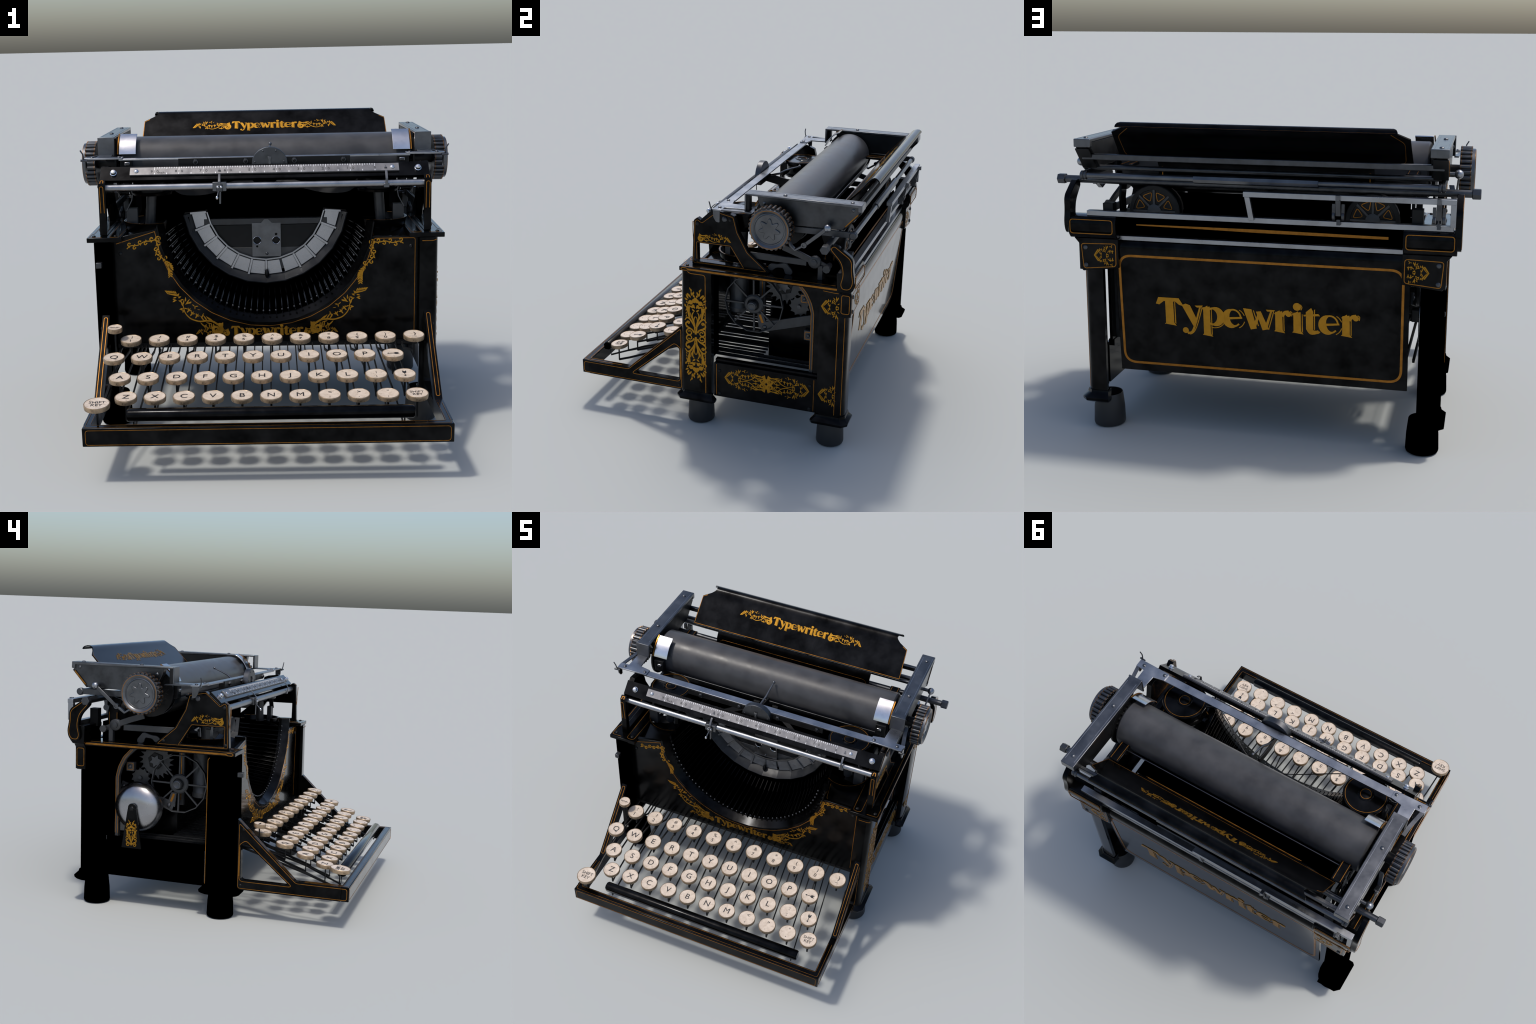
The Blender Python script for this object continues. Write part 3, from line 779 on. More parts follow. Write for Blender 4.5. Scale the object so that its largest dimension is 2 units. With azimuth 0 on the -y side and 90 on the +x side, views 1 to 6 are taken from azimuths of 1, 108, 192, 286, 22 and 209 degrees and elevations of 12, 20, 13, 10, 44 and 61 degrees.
# rear corner brackets with their horns
for S in (1, -1):
    up = [(0.715, 1.072), (0.775, 1.078), (0.805, 1.070), (0.815, 1.045), (0.816, 1.015), (0.806, 0.985), (0.790, 0.966), (0.720, 0.966)]
    br = prism("corner_bracket", up, "x", X(S, 0.668), X(S, 0.905), ENAMEL, bevel=0.004)
    lo = [(X(S, 0.666), 0.825), (X(S, 0.845), 0.805), (X(S, 0.858), 0.82), (X(S, 0.862), 0.94), (X(S, 0.885), 0.966), (X(S, 0.666), 0.966)]
    prism("bracket_plate", lo, "y", 0.728, 0.792, ENAMEL, br, bevel=0.003)
    horn = round_poly([(0.800, 0.985), (0.818, 1.035), (0.804, 1.105), (0.806, 1.165), (0.700, 1.238), (0.668, 1.205), (0.735, 1.135), (0.748, 1.075), (0.733, 1.02), (0.745, 0.985)], 0.03)
    hn = prism("bracket_horn", horn, "x", X(S, 0.892), X(S, 0.922), ENAMEL, br, bevel=0.002)
    ins = round_poly([(0.792, 0.995), (0.808, 1.035), (0.795, 1.10), (0.797, 1.158), (0.700, 1.226), (0.682, 1.207), (0.744, 1.14), (0.757, 1.075), (0.743, 1.02), (0.752, 0.995)], 0.03)
    ink = Inlay(Frame((X(S, 0.922), 0, 0), (0, S, 0), (0, 0, 1)))
    ink.line([(S * y, z) for y, z in ins], 0.0034, True); ink.out("pinstripe", LINE, hn)
    ink = Inlay(Frame((X(S, 0.862), 0, 0), (0, S, 0), (0, 0, 1)))
    ink.line(round_poly([(S * 0.738, 0.83), (S * 0.782, 0.83), (S * 0.782, 0.935), (S * 0.738, 0.935)], 0.012), 0.0034, True); ink.out("pinstripe", LINE, br)
    sidep = prism("bracket_side", [(0.729, 0.812), (0.791, 0.812), (0.791, 0.945), (0.729, 0.955)], "x", X(S, 0.845), X(S, 0.862), ENAMEL, br)
    ink = Inlay(Frame((C, 0.8165, 0), (-1, 0, 0), (0, 0, 1)), base=-0.004)
    ink.line(round_poly([(-S * 0.682, 0.992), (-S * 0.892, 0.992), (-S * 0.892, 1.058), (-S * 0.682, 1.058)], 0.015), 0.0036, True)
    ink.out("pinstripe", LINE, br)
    ink = Inlay(Frame((C, 0.792, 0), (-1, 0, 0), (0, 0, 1)))
    ink.line(round_poly([(-S * 0.678, 0.834), (-S * 0.840, 0.818), (-S * 0.850, 0.938), (-S * 0.678, 0.943)], 0.015), 0.0036, True)
    ink.out("pinstripe", LINE, br)
    gi = Inlay(Frame((C, 0.792, 0.885), (-1, 0, 0), (0, 0, 1)))
    k = 0.000165
    for mz in (1, -1):
        lay(gi, [d for d in SCROLL if max(p[0] for p in d[1]) < 600], lambda u, v: (-S * (0.783 - u * k), mz * (drop(v, u) * k + 0.001)))
    gi.out("gilt_ornament", GOLD, br)
    for z in (0.835, 0.92): screw((X(S, 0.828), 0.792, z), (0, 1, 0), 0.011, DULL, br)

# ================================================================== INNER WORKS
def gear(name, c, axis_x, R, teeth, depth, th, material, parent=None, pointed=True):
    P = []
    for i in range(teeth):
        for f, r in ((0, R - depth), (0.3, R - depth), (0.5, R)) if pointed else ((0, R - depth), (0.2, R), (0.5, R), (0.7, R - depth)):
            a = 2 * pi * (i + f) / teeth; P.append((c[1] + r * cos(a), c[2] + r * sin(a)))
    return prism(name, P, "x", c[0], c[0] + axis_x * th, material, parent, bevel=0.001)

for S in (1, -1):
    wx = X(S, 0.710); wy, wz, wr = 0.198, 0.745, 0.172
    # escapement wheel: thin twelve-sided rim with eight spokes
    g = Geo()
    g.add(*g_bar([(wx, wy + wr * cos(2 * pi * i / 14), wz + wr * sin(2 * pi * i / 14)) for i in range(15)], 0.022, 0.0055, (1, 0, 0)))
    for i in range(8):
        a = 2 * pi * i / 8 + 0.02
        g.add(*g_bar([(wx, wy + 0.05 * cos(a), wz + 0.05 * sin(a)), (wx, wy + (wr - 0.002) * cos(a), wz + (wr - 0.002) * sin(a))], 0.010, 0.009, (1, 0, 0)))
    wheel = g.out("spoked_wheel", GREY)
    make("wheel_hub", *g_lathe([(-0.012, 0.058), (0.006, 0.058), (0.012, 0.05), (0.012, 0.036), (-0.002, 0.034), (0.0, 0.028), (0.035, 0.027), (0.04, 0.022)], (wx, wy, wz), (S, 0, 0), 24), GREY, wheel)
    make("wheel_cap", *g_lathe([(0, 0.024), (0.008, 0.024), (0.010, 0.018), (0.008, 0.015)], (wx + S * 0.036, wy, wz), (S, 0, 0), 20), DULL, wheel)
    g1 = gear("gear", (X(S, 0.655), 0.362, 0.862), S, 0.112, 20, 0.026, 0.014, GREY)
    prism("gear_boss", [(0.362 + 0.052 * cos(pi / 3 * i + 0.3), 0.862 + 0.052 * sin(pi / 3 * i + 0.3)) for i in range(6)], "x", X(S, 0.669), X(S, 0.676), DARK, g1)
    prism("gear_star", [(0.362 + (0.042 if i % 2 else 0.024) * cos(pi / 6 * i + 0.3), 0.862 + (0.042 if i % 2 else 0.024) * sin(pi / 6 * i + 0.3)) for i in range(12)], "x", X(S, 0.672), X(S, 0.682), DULL, g1)
    g2 = gear("gear", (X(S, 0.665), 0.455, 0.755), S, 0.062, 11, 0.012, 0.014, GREY)
    make("gear_pin", *g_cyl((X(S, 0.67), 0.455, 0.755), (X(S, 0.69), 0.455, 0.755), 0.011), DULL, g2)
    st = make("link_arm", *g_bar([(X(S, 0.70), 0.235, 0.602), (X(S, 0.70), 0.57, 0.705)], 0.012, 0.058, (1, 0, 0)), GREY, bevel=0.002)
    for y, z in ((0.262, 0.61), (0.553, 0.70)): screw((X(S, 0.706), y, z), (S, 0, 0), 0.012, DULL, st)
    tg_ = prism("rocker", [(0.215, 0.69), (0.25, 0.69), (0.275, 0.62), (0.225, 0.60)], "x", X(S, 0.69), X(S, 0.705), GREY, bevel=0.002)
    ii = Inlay(Frame((X(S, 0.705), 0.240, 0.657), (0, S, 0), (0, 0, 1))); ii.line([(-S * 0.008, 0.024), (0, 0), (S * 0.010, -0.024)], 0.013); ii.out("pinstripe", LINE, tg_)
    make("spring_drum", *g_lathe([(0, 0.045), (0.004, 0.058), (0.03, 0.060), (0.036, 0.056), (0.30, 0.056)], (X(S, 0.632), 0.082, 0.662), (0, 0, 1), 20), GREY)
    bx = box("pivot_block", X(S, 0.70), X(S, 0.745), 0.505, 0.555, 0.585, 0.645, GREY, bevel=0.003)
    ii = Inlay(Frame((X(S, 0.745), 0.53, 0.615), (0, S, 0), (0, 0, 1))); ii.line(round_poly([(-0.019, -0.022), (0.019, -0.022), (0.019, 0.022), (-0.019, 0.022)], 0.008), 0.003, True); ii.out("pinstripe", LINE, bx)
    screw((X(S, 0.745), 0.53, 0.615), (S, 0, 0), 0.011, DULL, bx)
    bx = box("pivot_block", X(S, 0.70), X(S, 0.735), 0.475, 0.525, 0.80, 0.855, GREY, bevel=0.003)
    ii = Inlay(Frame((X(S, 0.735), 0.50, 0.828), (0, S, 0), (0, 0, 1))); ii.line(round_poly([(-0.019, -0.02), (0.019, -0.02), (0.019, 0.02), (-0.019, 0.02)], 0.008), 0.003, True); ii.out("pinstripe", LINE, bx)
    screw((X(S, 0.735), 0.50, 0.828), (S, 0, 0), 0.011, DULL, bx)
    post = box("inner_post", X(S, 0.60), X(S, 0.625), 0.20, 0.235, 0.60, 0.955, GREY)
    ii = Inlay(Frame((X(S, 0.625), 0.218, 0.78), (0, S, 0), (0, 0, 1))); ii.line([(0.0, -0.15), (0.0, 0.16)], 0.005); ii.out("pinstripe", LINE, post)

# bell on the left with its bracket
bell = make("bell", *g_lathe([(0.0, 0.145), (0.004, 0.149), (0.020, 0.149), (0.044, 0.141), (0.064, 0.124), (0.080, 0.098), (0.089, 0.064), (0.093, 0.030), (0.094, 0.010)], (-0.740, 0.435, 0.596), (-1, 0, 0), 40), BELLMETAL)
bo = [(0.502, 0.362), (0.376, 0.362), (0.413, 0.600)] + [(0.438 + 0.026 * cos(a), 0.602 + 0.028 * sin(a)) for a in [pi * i / 8 for i in range(9)]] + [(0.465, 0.595)]
bb = prism("bell_bracket", bo, "x", -0.852, -0.838, ENAMEL, bell, bevel=0.0015)
screw((-0.852, 0.438, 0.600), (-1, 0, 0), 0.013, DARK, bb)
make("bell_post", *g_cyl((-0.74, 0.436, 0.597), (-0.84, 0.438, 0.600), 0.012), DARK, bell)
gi = Inlay(Frame((-0.852, 0.439, 0.375), (0, -1, 0), (0, 0, 1)))
k = 0.155 / 745
for mx in (1, -1): lay(gi, urn_motif(), lambda u, v: (mx * u * k, v * k))
gi.out("gilt_ornament", GOLD, bb)

for S in (1, -1): box("carriage_block", X(S, 0.700), X(S, 0.750), 0.705, 0.755, 1.055, 1.16 if S < 0 else 1.13, DARK)
# rear drums under the carriage
for S in (1, -1):
    c = (X(S, 0.519), 0.690, 1.088)
    dr = make("spring_drum_case", *g_lathe([(-0.11, 0.10), (-0.10, 0.115), (-0.016, 0.124), (-0.004, 0.126), (0, 0.122), (0.0, 0.104), (-0.006, 0.102), (-0.006, 0.001)], c, (0, 1, 0), 24), DARK)
    g = Geo(); ii = Inlay(Frame((c[0], c[1] - 0.003, c[2]), (-1, 0, 0), (0, 0, 1)), base=-0.004)
    for i in range(8):
        a = 2 * pi * i / 8
        g.add(*g_bar([(c[0] + 0.03 * cos(a), c[1] - 0.004, c[2] + 0.03 * sin(a)), (c[0] + 0.103 * cos(a), c[1] - 0.004, c[2] + 0.103 * sin(a))], 0.010, 0.008, (sin(a), 0, -cos(a))))
        b = a + pi / 8
        tri = [(0.047, 0), (0.088, 0.026), (0.088, -0.026)]
        pts = [(r * cos(b) - t * sin(b), r * sin(b) + t * cos(b)) for r, t in tri]
        ii.line(round_poly(pts, 0.014), 0.0032, True)
    g.add(*g_lathe([(-0.01, 0.034), (0.0, 0.034), (0.004, 0.024)], c, (0, 1, 0), 18))
    g.out("drum_spoke", GREY, dr); ii.out("pinstripe", LINE, dr)

# ================================================================== RIBBON SPOOLS
for S in (1, -1):
    h = Vector((X(S, 0.577), 0.088, 1.262))
    ax = Vector((0, -0.02, 1)).normalized()
    sp = make("ribbon_spool", *g_lathe([(-0.105, 0.116), (-0.092, 0.122), (-0.09, 0.100), (-0.016, 0.100), (-0.014, 0.126), (-0.004, 0.127), (0.0, 0.124), (0.002, 0.045), (0.006, 0.040), (0.006, 0.034), (0.001, 0.030), (0.003, 0.022), (0.006, 0.004)], h, ax, 16, 0.2), ENAMEL)
    d, u, v = basis(ax)
    fr = Frame(h + ax * 0.002, u, u.cross(d) * -1)
    if fr.n.dot(ax) < 0: fr.n = -fr.n
    ii = Inlay(fr)
    ii.line([(0.112 * cos(2 * pi * i / 32 + 0.2), 0.112 * sin(2 * pi * i / 32 + 0.2)) for i in range(32)], 0.0026, True)
    ii.line([(0.030 * cos(2 * pi * i / 20), 0.030 * sin(2 * pi * i / 20)) for i in range(20)], 0.0026, True)
    ii.fn = fr; ii.out("pinstripe", LINE, sp)
    make("spool_shaft", *g_cyl((X(S, 0.592), 0.085, 0.99), (X(S, 0.577), 0.088, 1.16), 0.026, 20), GREY, sp)
    # cup below, open toward the middle
    V = []; F = []; n = 16
    for R, z in ((0.118, 0.985), (0.128, 1.018), (0.138, 1.020), (0.130, 0.982)):
        for i in range(n + 1):
            a = radians(-130 + 200 * i / n)
            V.append((X(S, 0.585 + R * cos(a)) , 0.085 + R * sin(a), z))
    for j in range(4):
        k = (j + 1) % 4
        F += [(j * (n + 1) + i, j * (n + 1) + i + 1, k * (n + 1) + i + 1, k * (n + 1) + i) for i in range(n)]
    F += [tuple(j * (n + 1) for j in range(4)), tuple(j * (n + 1) + n for j in range(4))]
    cup = make("spool_cup", V, F, ENAMEL)
    ii = Inlay(Frame((X(S, 0.585), 0.085, 1.019), (1, 0, 0), (0, 1, 0)))
    ii.line([(S * 0.133 * cos(radians(-126 + 192 * i / n)), 0.133 * sin(radians(-126 + 192 * i / n))) for i in range(n + 1)], 0.004)
    ii.out("pinstripe", LINE, cup)
    box("tension_block", X(S, 0.645), X(S, 0.70), 0.02, 0.05, 0.99, 1.09, GREY, cup)
    make("tension_arm", *g_bar([(X(S, 0.70), 0.03, 1.075), (X(S, 0.672), 0.03, 1.13), (X(S, 0.665), 0.03, 1.165), (X(S, 0.68), 0.03, 1.20)], 0.03, 0.006, (0, 1, 0)), DULL, cup, 0.001)
    make("ribbon_roller", *g_lathe([(0, 0.016), (0.012, 0.016), (0.013, 0.011), (0.035, 0.011), (0.036, 0.014), (0.045, 0.014)], (X(S, 0.685), 0.02, 1.172), (S, 0, 0), 12), ENAMEL, cup)
    # ribbon from the spool to the printing point
    P = [(X(S, 0.470), 0.035, 1.205), (X(S, 0.41), -0.005, 1.175), (X(S, 0.30), 0.05, 1.165), (X(S, 0.16), 0.15, 1.185), (X(S, 0.04), 0.215, 1.205)]
    P = [Vector(p) for p in P]
    Q = [Vector((*catmull([(p.x, p.y) for p in P], 5)[i], catmull([(p.x, p.z) for p in P], 5)[i][1])) for i in range(21)]
    make("ink_ribbon", *g_bar(Q, 0.034, 0.0016, (0, 0.45, 1)), RIBBON, sp)

# ================================================================== CARRIAGE
# platen
PY, PZ, PR = 0.372, 1.286, 0.134
platen = make("platen", *g_lathe([(0, 0.118), (0.004, 0.128), (0.012, PR), (1.498, PR), (1.506, 0.128), (1.510, 0.118)], (C - 0.755, PY, PZ), (1, 0, 0), 64), RUBBER)
for S in (1, -1):
    make("platen_axle", *g_cyl((X(S, 0.75), PY - 0.01, PZ - 0.002), (X(S, 0.905), PY - 0.01, PZ - 0.002), 0.030, 18), DARK, platen)
    ra = gear("ratchet_wheel", (X(S, 0.762), PY - 0.01, PZ), S, 0.115, 24, 0.018, 0.022, DARK, platen)
    # curved paper finger
    V = []; F = []; n = 12
    for R, w in ((0.161, 0), (0.167, 0)):
        for xx in (0.668, 0.756):
            for i in range(n + 1):
                a = radians(160 - 48 * i / n); V.append((X(S, xx), PY + R * cos(a), PZ + R * sin(a)))
    m = n + 1
    for i in range(n):
        F += [(i, i + 1, m + i + 1, m + i), (2 * m + i, 2 * m + i + 1, 3 * m + i + 1, 3 * m + i), (i, i + 1, 2 * m + i + 1, 2 * m + i), (m + i, m + i + 1, 3 * m + i + 1, 3 * m + i)]
    F += [(0, m, 3 * m, 2 * m), (n, m + n, 3 * m + n, 2 * m + n)]
    pf = make("paper_finger", V, F, BRIGHT, platen, 0.001)
    a = radians(164)
    box("finger_foot", X(S, 0.690), X(S, 0.750), PY - 0.165, PY - 0.125, PZ - 0.04, PZ + 0.036, DARK, pf)
    box("finger_catch", X(S, 0.700), X(S, 0.726), PY - 0.172, PY - 0.160, PZ + 0.0, PZ + 0.016, BRIGHT, pf)
    g = Geo().add(*g_bar([(X(S, 0.762), PY + 0.166 * cos(radians(t)), PZ + 0.166 * sin(radians(t))) for t in range(160, 110, -8)], 0.006, 0.006, (1, 0, 0)))
    g.out("finger_trim", LINE, pf)
    # end disc of the platen well
    V, F = g_lathe([(0, 0.146), (0.010, 0.146), (0.010, 0.02)], (X(S, 0.772), PY - 0.006, PZ - 0.004), (S, 0, 0), 28)
    make("platen_end", V, F, DARK, platen)

# pan under the platen
V = []; F = []; n = 18
for R in (0.146, 0.150):
    for xx in (-0.715, 0.715):
        for i in range(n + 1):
            a = radians(196 + 150 * i / n); V.append((C + xx, PY + R * cos(a), PZ + R * sin(a)))
m = n + 1
for i in range(n):
    F += [(i, i + 1, m + i + 1, m + i), (2 * m + i, 2 * m + i + 1, 3 * m + i + 1, 3 * m + i), (i, i + 1, 2 * m + i + 1, 2 * m + i), (m + i, m + i + 1, 3 * m + i + 1, 3 * m + i)]
F += [(0, m, 3 * m, 2 * m), (n, m + n, 3 * m + n, 2 * m + n)]
make("paper_pan", V, F, DULL)
box("dark_upper_fill", X(-1, 0.50), X(1, 0.50), 0.200, 0.225, 1.066, 1.200, VOID)  # black sheet added to fill the dark space below the platen
for S in (1, -1): box("dark_side_fill", X(S, 0.62), X(S, 0.635), 0.24, 0.68, 0.960, 1.06, VOID)  # black plates added where the space under the carriage is dark

for S in (1, -1):
    ar = box("side_arm", X(S, 0.655), X(S, 0.715), 0.47, 0.62, 1.283, 1.297, ENAMEL)
    ii = Inlay(Frame((X(S, 0.685), 0.545, 1.297), (1, 0, 0), (0, 1, 0)))
    for o in (-0.02, 0.02): ii.line([(o, -0.07), (o, 0.07)], 0.003)
    ii.out("pinstripe", LINE, ar)
# knobs
for S in (1, -1):
    T = 28; P = []
    for i in range(T):
        for f, r in ((0.0, 0.106), (0.14, 0.115), (0.30, 0.1185), (0.55, 0.1185), (0.72, 0.115), (0.86, 0.106)):
            a = 2 * pi * (i + f) / T; P.append((PY - 0.014 + r * cos(a), PZ - 0.003 + r * sin(a)))
    kb = prism("platen_knob", P, "x", X(S, 0.888), X(S, 0.943), DULL, bevel=0.0008)
    c = (X(S, 0.9555), PY - 0.014, PZ - 0.003)
    make("knob_face", *g_lathe([(-0.016, 0.108), (0.001, 0.108), (0.003, 0.102), (-0.002, 0.092), (-0.006, 0.088), (-0.004, 0.082), (-0.008, 0.079), (-0.008, 0.072), (-0.008, 0.058), (-0.008, 0.030), (-0.008, 0.005)], c, (S, 0, 0), 44), STEEL, kb)
    ii = Inlay(Frame((c[0] + S * 0.002, c[1], c[2]), (0, S, 0), (0, 0, 1)), base=-0.006, h=0.0014)
    ii.line([(0.1020 * cos(2 * pi * i / 44), 0.1035 * sin(2 * pi * i / 44)) for i in range(44)], 0.003, True); ii.out("pinstripe", LINE, kb)
    st = []
    for i in range(56):
        a = 2 * pi * i / 56; st.append((c[1] + (0.048 + 0.013 * cos(7 * a)) * sin(a), c[2] + (0.048 + 0.013 * cos(7 * a)) * cos(a)))
    prism("knob_star", st, "x", c[0] - S * 0.012, c[0] - S * 0.002, STEEL, kb, bevel=0.003)
    g = Geo()
    Pc = [(PY - 0.014 + (y - PY + 0.014) * 1.004, PZ - 0.003 + (z - PZ + 0.003) * 1.004) for y, z in P]
    for xx in (0.894, 0.939): g.add(*g_bar([(X(S, xx), y, z) for y, z in Pc + Pc[:1]], 0.0018, 0.0012, (1, 0, 0)))
    g.out("pinstripe", LINE, kb)

# side covers of the carriage
for S in (1, -1):
    body = [(0.255, 1.428), (0.815, 1.428), (0.820, 1.400), (0.722, 1.291), (0.352, 1.284), (0.288, 1.342), (0.262, 1.388)]
    sc = prism("carriage_cover", body, "x", X(S, 0.798), X(S, 0.848), COVER, bevel=0.003)
    prism("cover_lining", [(0.27, 1.42), (0.80, 1.42), (0.80, 1.39), (0.714, 1.298), (0.40, 1.292), (0.30, 1.345)], "x", X(S, 0.776), X(S, 0.801), DARK, sc)
    prism("cover_top", [(0.190, 1.424), (0.190, 1.434), (0.822, 1.436), (0.823, 1.398), (0.800, 1.398), (0.800, 1.420)], "x", X(S, 0.774), X(S, 0.855), STEEL, sc, bevel=0.003)
    prism("cover_front", [(X(S, 0.774), 1.434), (X(S, 0.859), 1.434), (X(S, 0.859), 1.336), (X(S, 0.774), 1.336)], "y", 0.188, 0.198, STEEL, sc, bevel=0.002)
    box("cover_post", X(S, 0.820), X(S, 0.857), 0.199, 0.217, 1.336, 1.425, DARK, sc)
    # sloping rear closure with a gilt outline
    ii = Inlay(Frame((X(S, 0.828), 0.771, 1.3455), (1, 0, 0), Vector((0, 0.098, 0.109))), base=-0.006, h=0.0015)
    if ii.fn.n.y < 0: ii.fn.n = -ii.fn.n
    dk = prism("cover_back", [(0.813, 1.392), (0.818, 1.388), (0.730, 1.290), (0.724, 1.294)], "x", X(S, 0.785), X(S, 0.852), DARK, sc)
    ii.line(round_poly([(-0.026, -0.055), (0.020, -0.055), (0.020, 0.052), (-0.026, 0.052)], 0.012), 0.0032, True); ii.out("pinstripe", LINE, sc)
    ii = Inlay(Frame((X(S, 0.8165), 0.51, 1.4348), (1, 0, 0), (0, 1, 0.0032)))
    for o, m_ in ((-0.028, 0), (0.028, 0)): ii.line([(o, -0.285), (o, 0.285)], 0.0022)
    ii.out("cover_groove", LIGHT, sc)
    for y in (0.401, 0.763): screw((X(S, 0.818), y, 1.435), (0, 0, 1), 0.011, STEEL, sc)
    for y, z in ((0.775, 1.405), (0.295, 1.39)): screw((X(S, 0.848), y, z), (S, 0, 0), 0.009, STEEL, sc)

# paper bail frame in front
bl = box("bail_bar", X(-1, 0.73), X(1, 0.73), 0.032, 0.078, 1.330, 1.338, LIGHT, bevel=0.001)
box("bail_flange", X(-1, 0.43), X(1, 0.43), 0.026, 0.034, 1.300, 1.336, DARK, bl, 0.001)
for S in (1, -1):
    tp = [(X(S, 0.712), 0.030), (X(S, 0.905), 0.024), (X(S, 0.905), 0.074), (X(S, 0.852), 0.076), (X(S, 0.850), 0.197), (X(S, 0.786), 0.197), (X(S, 0.778), 0.092), (X(S, 0.712), 0.080)]
    t = prism("bail_corner", tp, "z", 1.337, 1.345, LIGHT, bl, bevel=0.001)
    make("bail_stay", *g_bar([(X(S, 0.893), 0.070, 1.341), (X(S, 0.872), 0.18, 1.338), (X(S, 0.865), 0.24, 1.335)], 0.022, 0.007, (1, 0, 0)), STEEL, bl, 0.001)
    prism("bail_tab", round_poly([(0.026, 1.342), (0.066, 1.342), (0.064, 1.272), (0.044, 1.274), (0.028, 1.30)], 0.006), "x", X(S, 0.896), X(S, 0.904), STEEL, bl, bevel=0.001)
    for x, y in ((0.866, 0.052), (0.730, 0.050)): screw((X(S, x), y, 1.345), (0, 0, 1), 0.010, STEEL, bl)
    make("guide_wire", *g_tube([(X(S, 0.902), 0.020, 1.336), (X(S, 0.903), 0.013, 1.352), (X(S, 0.906), 0.010, 1.37), (X(S, 0.917), 0.010, 1.388)], 0.0035, 6), DULL, bl)
    make("wire_eye", *g_cyl((X(S, 0.886), 0.018, 1.334), (X(S, 0.918), 0.014, 1.336), 0.006, 8), DULL, bl)
for x in (-0.349, -0.098, 0.145, 0.390):
    prism("hex_nut", [(x + 0.014 * cos(pi / 3 * i), 1.318 + 0.014 * sin(pi / 3 * i)) for i in range(6)], "y", 0.016, 0.028, DULL, bl, bevel=0.001)
    screw((x, 0.016, 1.318), (0, -1, 0), 0.008, DARK, bl)
# half-round card holder
cx = 0.022
half = [(cx + 0.082 * cos(pi * i / 10 - 0.12 + 0.24 * (0 if i else 0)), 1.302 + 0.082 * sin(pi * i / 10)) for i in range(11)]
ch = prism("card_holder", [(cx + 0.090 * cos(pi * i / 10), 1.304 + 0.086 * sin(pi * i / 10)) for i in range(11)] + [(cx - 0.07, 1.255), (cx + 0.07, 1.255)], "y", -0.008, 0.026, DULL, bevel=0.002)
prism("holder_finger", [(cx - 0.010, 1.342), (cx + 0.010, 1.342), (cx + 0.005, 1.325), (cx + 0.008, 1.310), (cx, 1.298), (cx - 0.008, 1.310), (cx - 0.005, 1.325)], "y", -0.016, -0.006, STEEL, ch, bevel=0.001)
for dx, dz in ((-0.032, 0.066), (0.032, 0.066), (-0.072, 0.012), (0.072, 0.012)): screw((cx + dx, -0.008, 1.304 + dz), (0, -1, 0), 0.005, DULL, ch)
pl = Geo().add(*g_tube([(0.0, 0.06, 1.30), (0.006, 0.12, 1.318), (0.018, 0.155, 1.342), (0.022, 0.20, 1.362), (0.026, 0.245, 1.378)], [0.006, 0.007, 0.006, 0.005, 0.004], 8))
pl.add(*g_ball((0.026, 0.247, 1.381), 0.0085, 10))
pl.out("card_finger", STEEL, ch)
make("finger_web", *g_bar([(0.0, 0.03, 1.286), (0.0, 0.10, 1.272), (0.006, 0.16, 1.262), (0.012, 0.21, 1.262)], 0.010, 0.052, (1, 0, 0)), DARK, ch, 0.002)
for x in (-0.06, 0.06): box("ribbon_guide", C + x - 0.02, C + x + 0.02, 0.205, 0.218, 1.19, 1.235, DARK, ch)

# scale plate, ruler and its graduations
s0 = Vector((C, -0.018, 1.307)); s1 = Vector((C, -0.081, 1.247))
vs = (s0 - s1).normalized(); fr = Frame((s0 + s1) / 2, (1, 0, 0), vs)
H = (s0 - s1).length / 2
def slab(name, fr, u0, u1, v0, v1, h0, h1, material, parent=None, bevel=0.001):
    V = [fr(u, v, h) for h in (h0, h1) for v in (v0, v1) for u in (u0, u1)]
    return make(name, V, [(0, 2, 3, 1), (4, 5, 7, 6), (0, 1, 5, 4), (2, 6, 7, 3), (0, 4, 6, 2), (1, 3, 7, 5)], material, parent, bevel)
scp = slab("scale_plate", fr, -0.812, 0.812, -H, H, -0.022, -0.002, ENAMEL)
rl = slab("ruler", fr, -0.664, 0.664, -0.0185, 0.0285, -0.002, 0.008, RULER, scp)
g = Geo(); rf = fr
def g_slab(u0, u1, v0, v1, h0, h1):
    return [fr(u, v, h) for h in (h0, h1) for v in (v0, v1) for u in (u0, u1)], [(0, 2, 3, 1), (4, 5, 7, 6), (0, 1, 5, 4), (2, 6, 7, 3), (0, 4, 6, 2), (1, 3, 7, 5)]
for i in range(91):
    u = 0.545 - 1.086 * i / 90
    L = 0.019 if i % 10 == 0 else (0.013 if i % 5 == 0 else 0.009)
    g.add(*g_slab(u - 0.0014, u + 0.0014, 0.0275 - L, 0.0275, 0.0078, 0.0092))
    if i % 5 == 0: g.add(*g_slab(u - 0.0016, u + 0.0016, -0.0178, -0.008, 0.0078, 0.0092))
gt = g.out("graduation", TICK, rl, smooth_angle=0); gt["kind"] = "stuff"
rot = Matrix((fr.u, fr.v, fr.n)).transposed().to_4x4()
def put_text(s, size, u, v, h, material, parent, sx=1.0):
    me = text_mesh(s, size)
    if not me.materials: me.materials.append(material)
    ob = link("numeral", me, parent)
    ob.matrix_local = Matrix.Translation(fr(u, v, h)) @ rot @ Matrix.Diagonal((sx, 1, 1, 1))
    return ob
for i in range(10):
    u = 0.545 - 1.086 * i / 9
    if i == 0: put_text("0", 0.020, u, 0.001, 0.0083, INK, rl)
    else:
        put_text(str(i), 0.020, u - 0.0145, 0.001, 0.0083, INK, rl, 1.2); put_text("0", 0.020, u + 0.0145, 0.001, 0.0083, INK, rl, 1.2)
put_text("inch", 0.016, -0.508, -0.0065, 0.0083, INK, rl, 1.3)
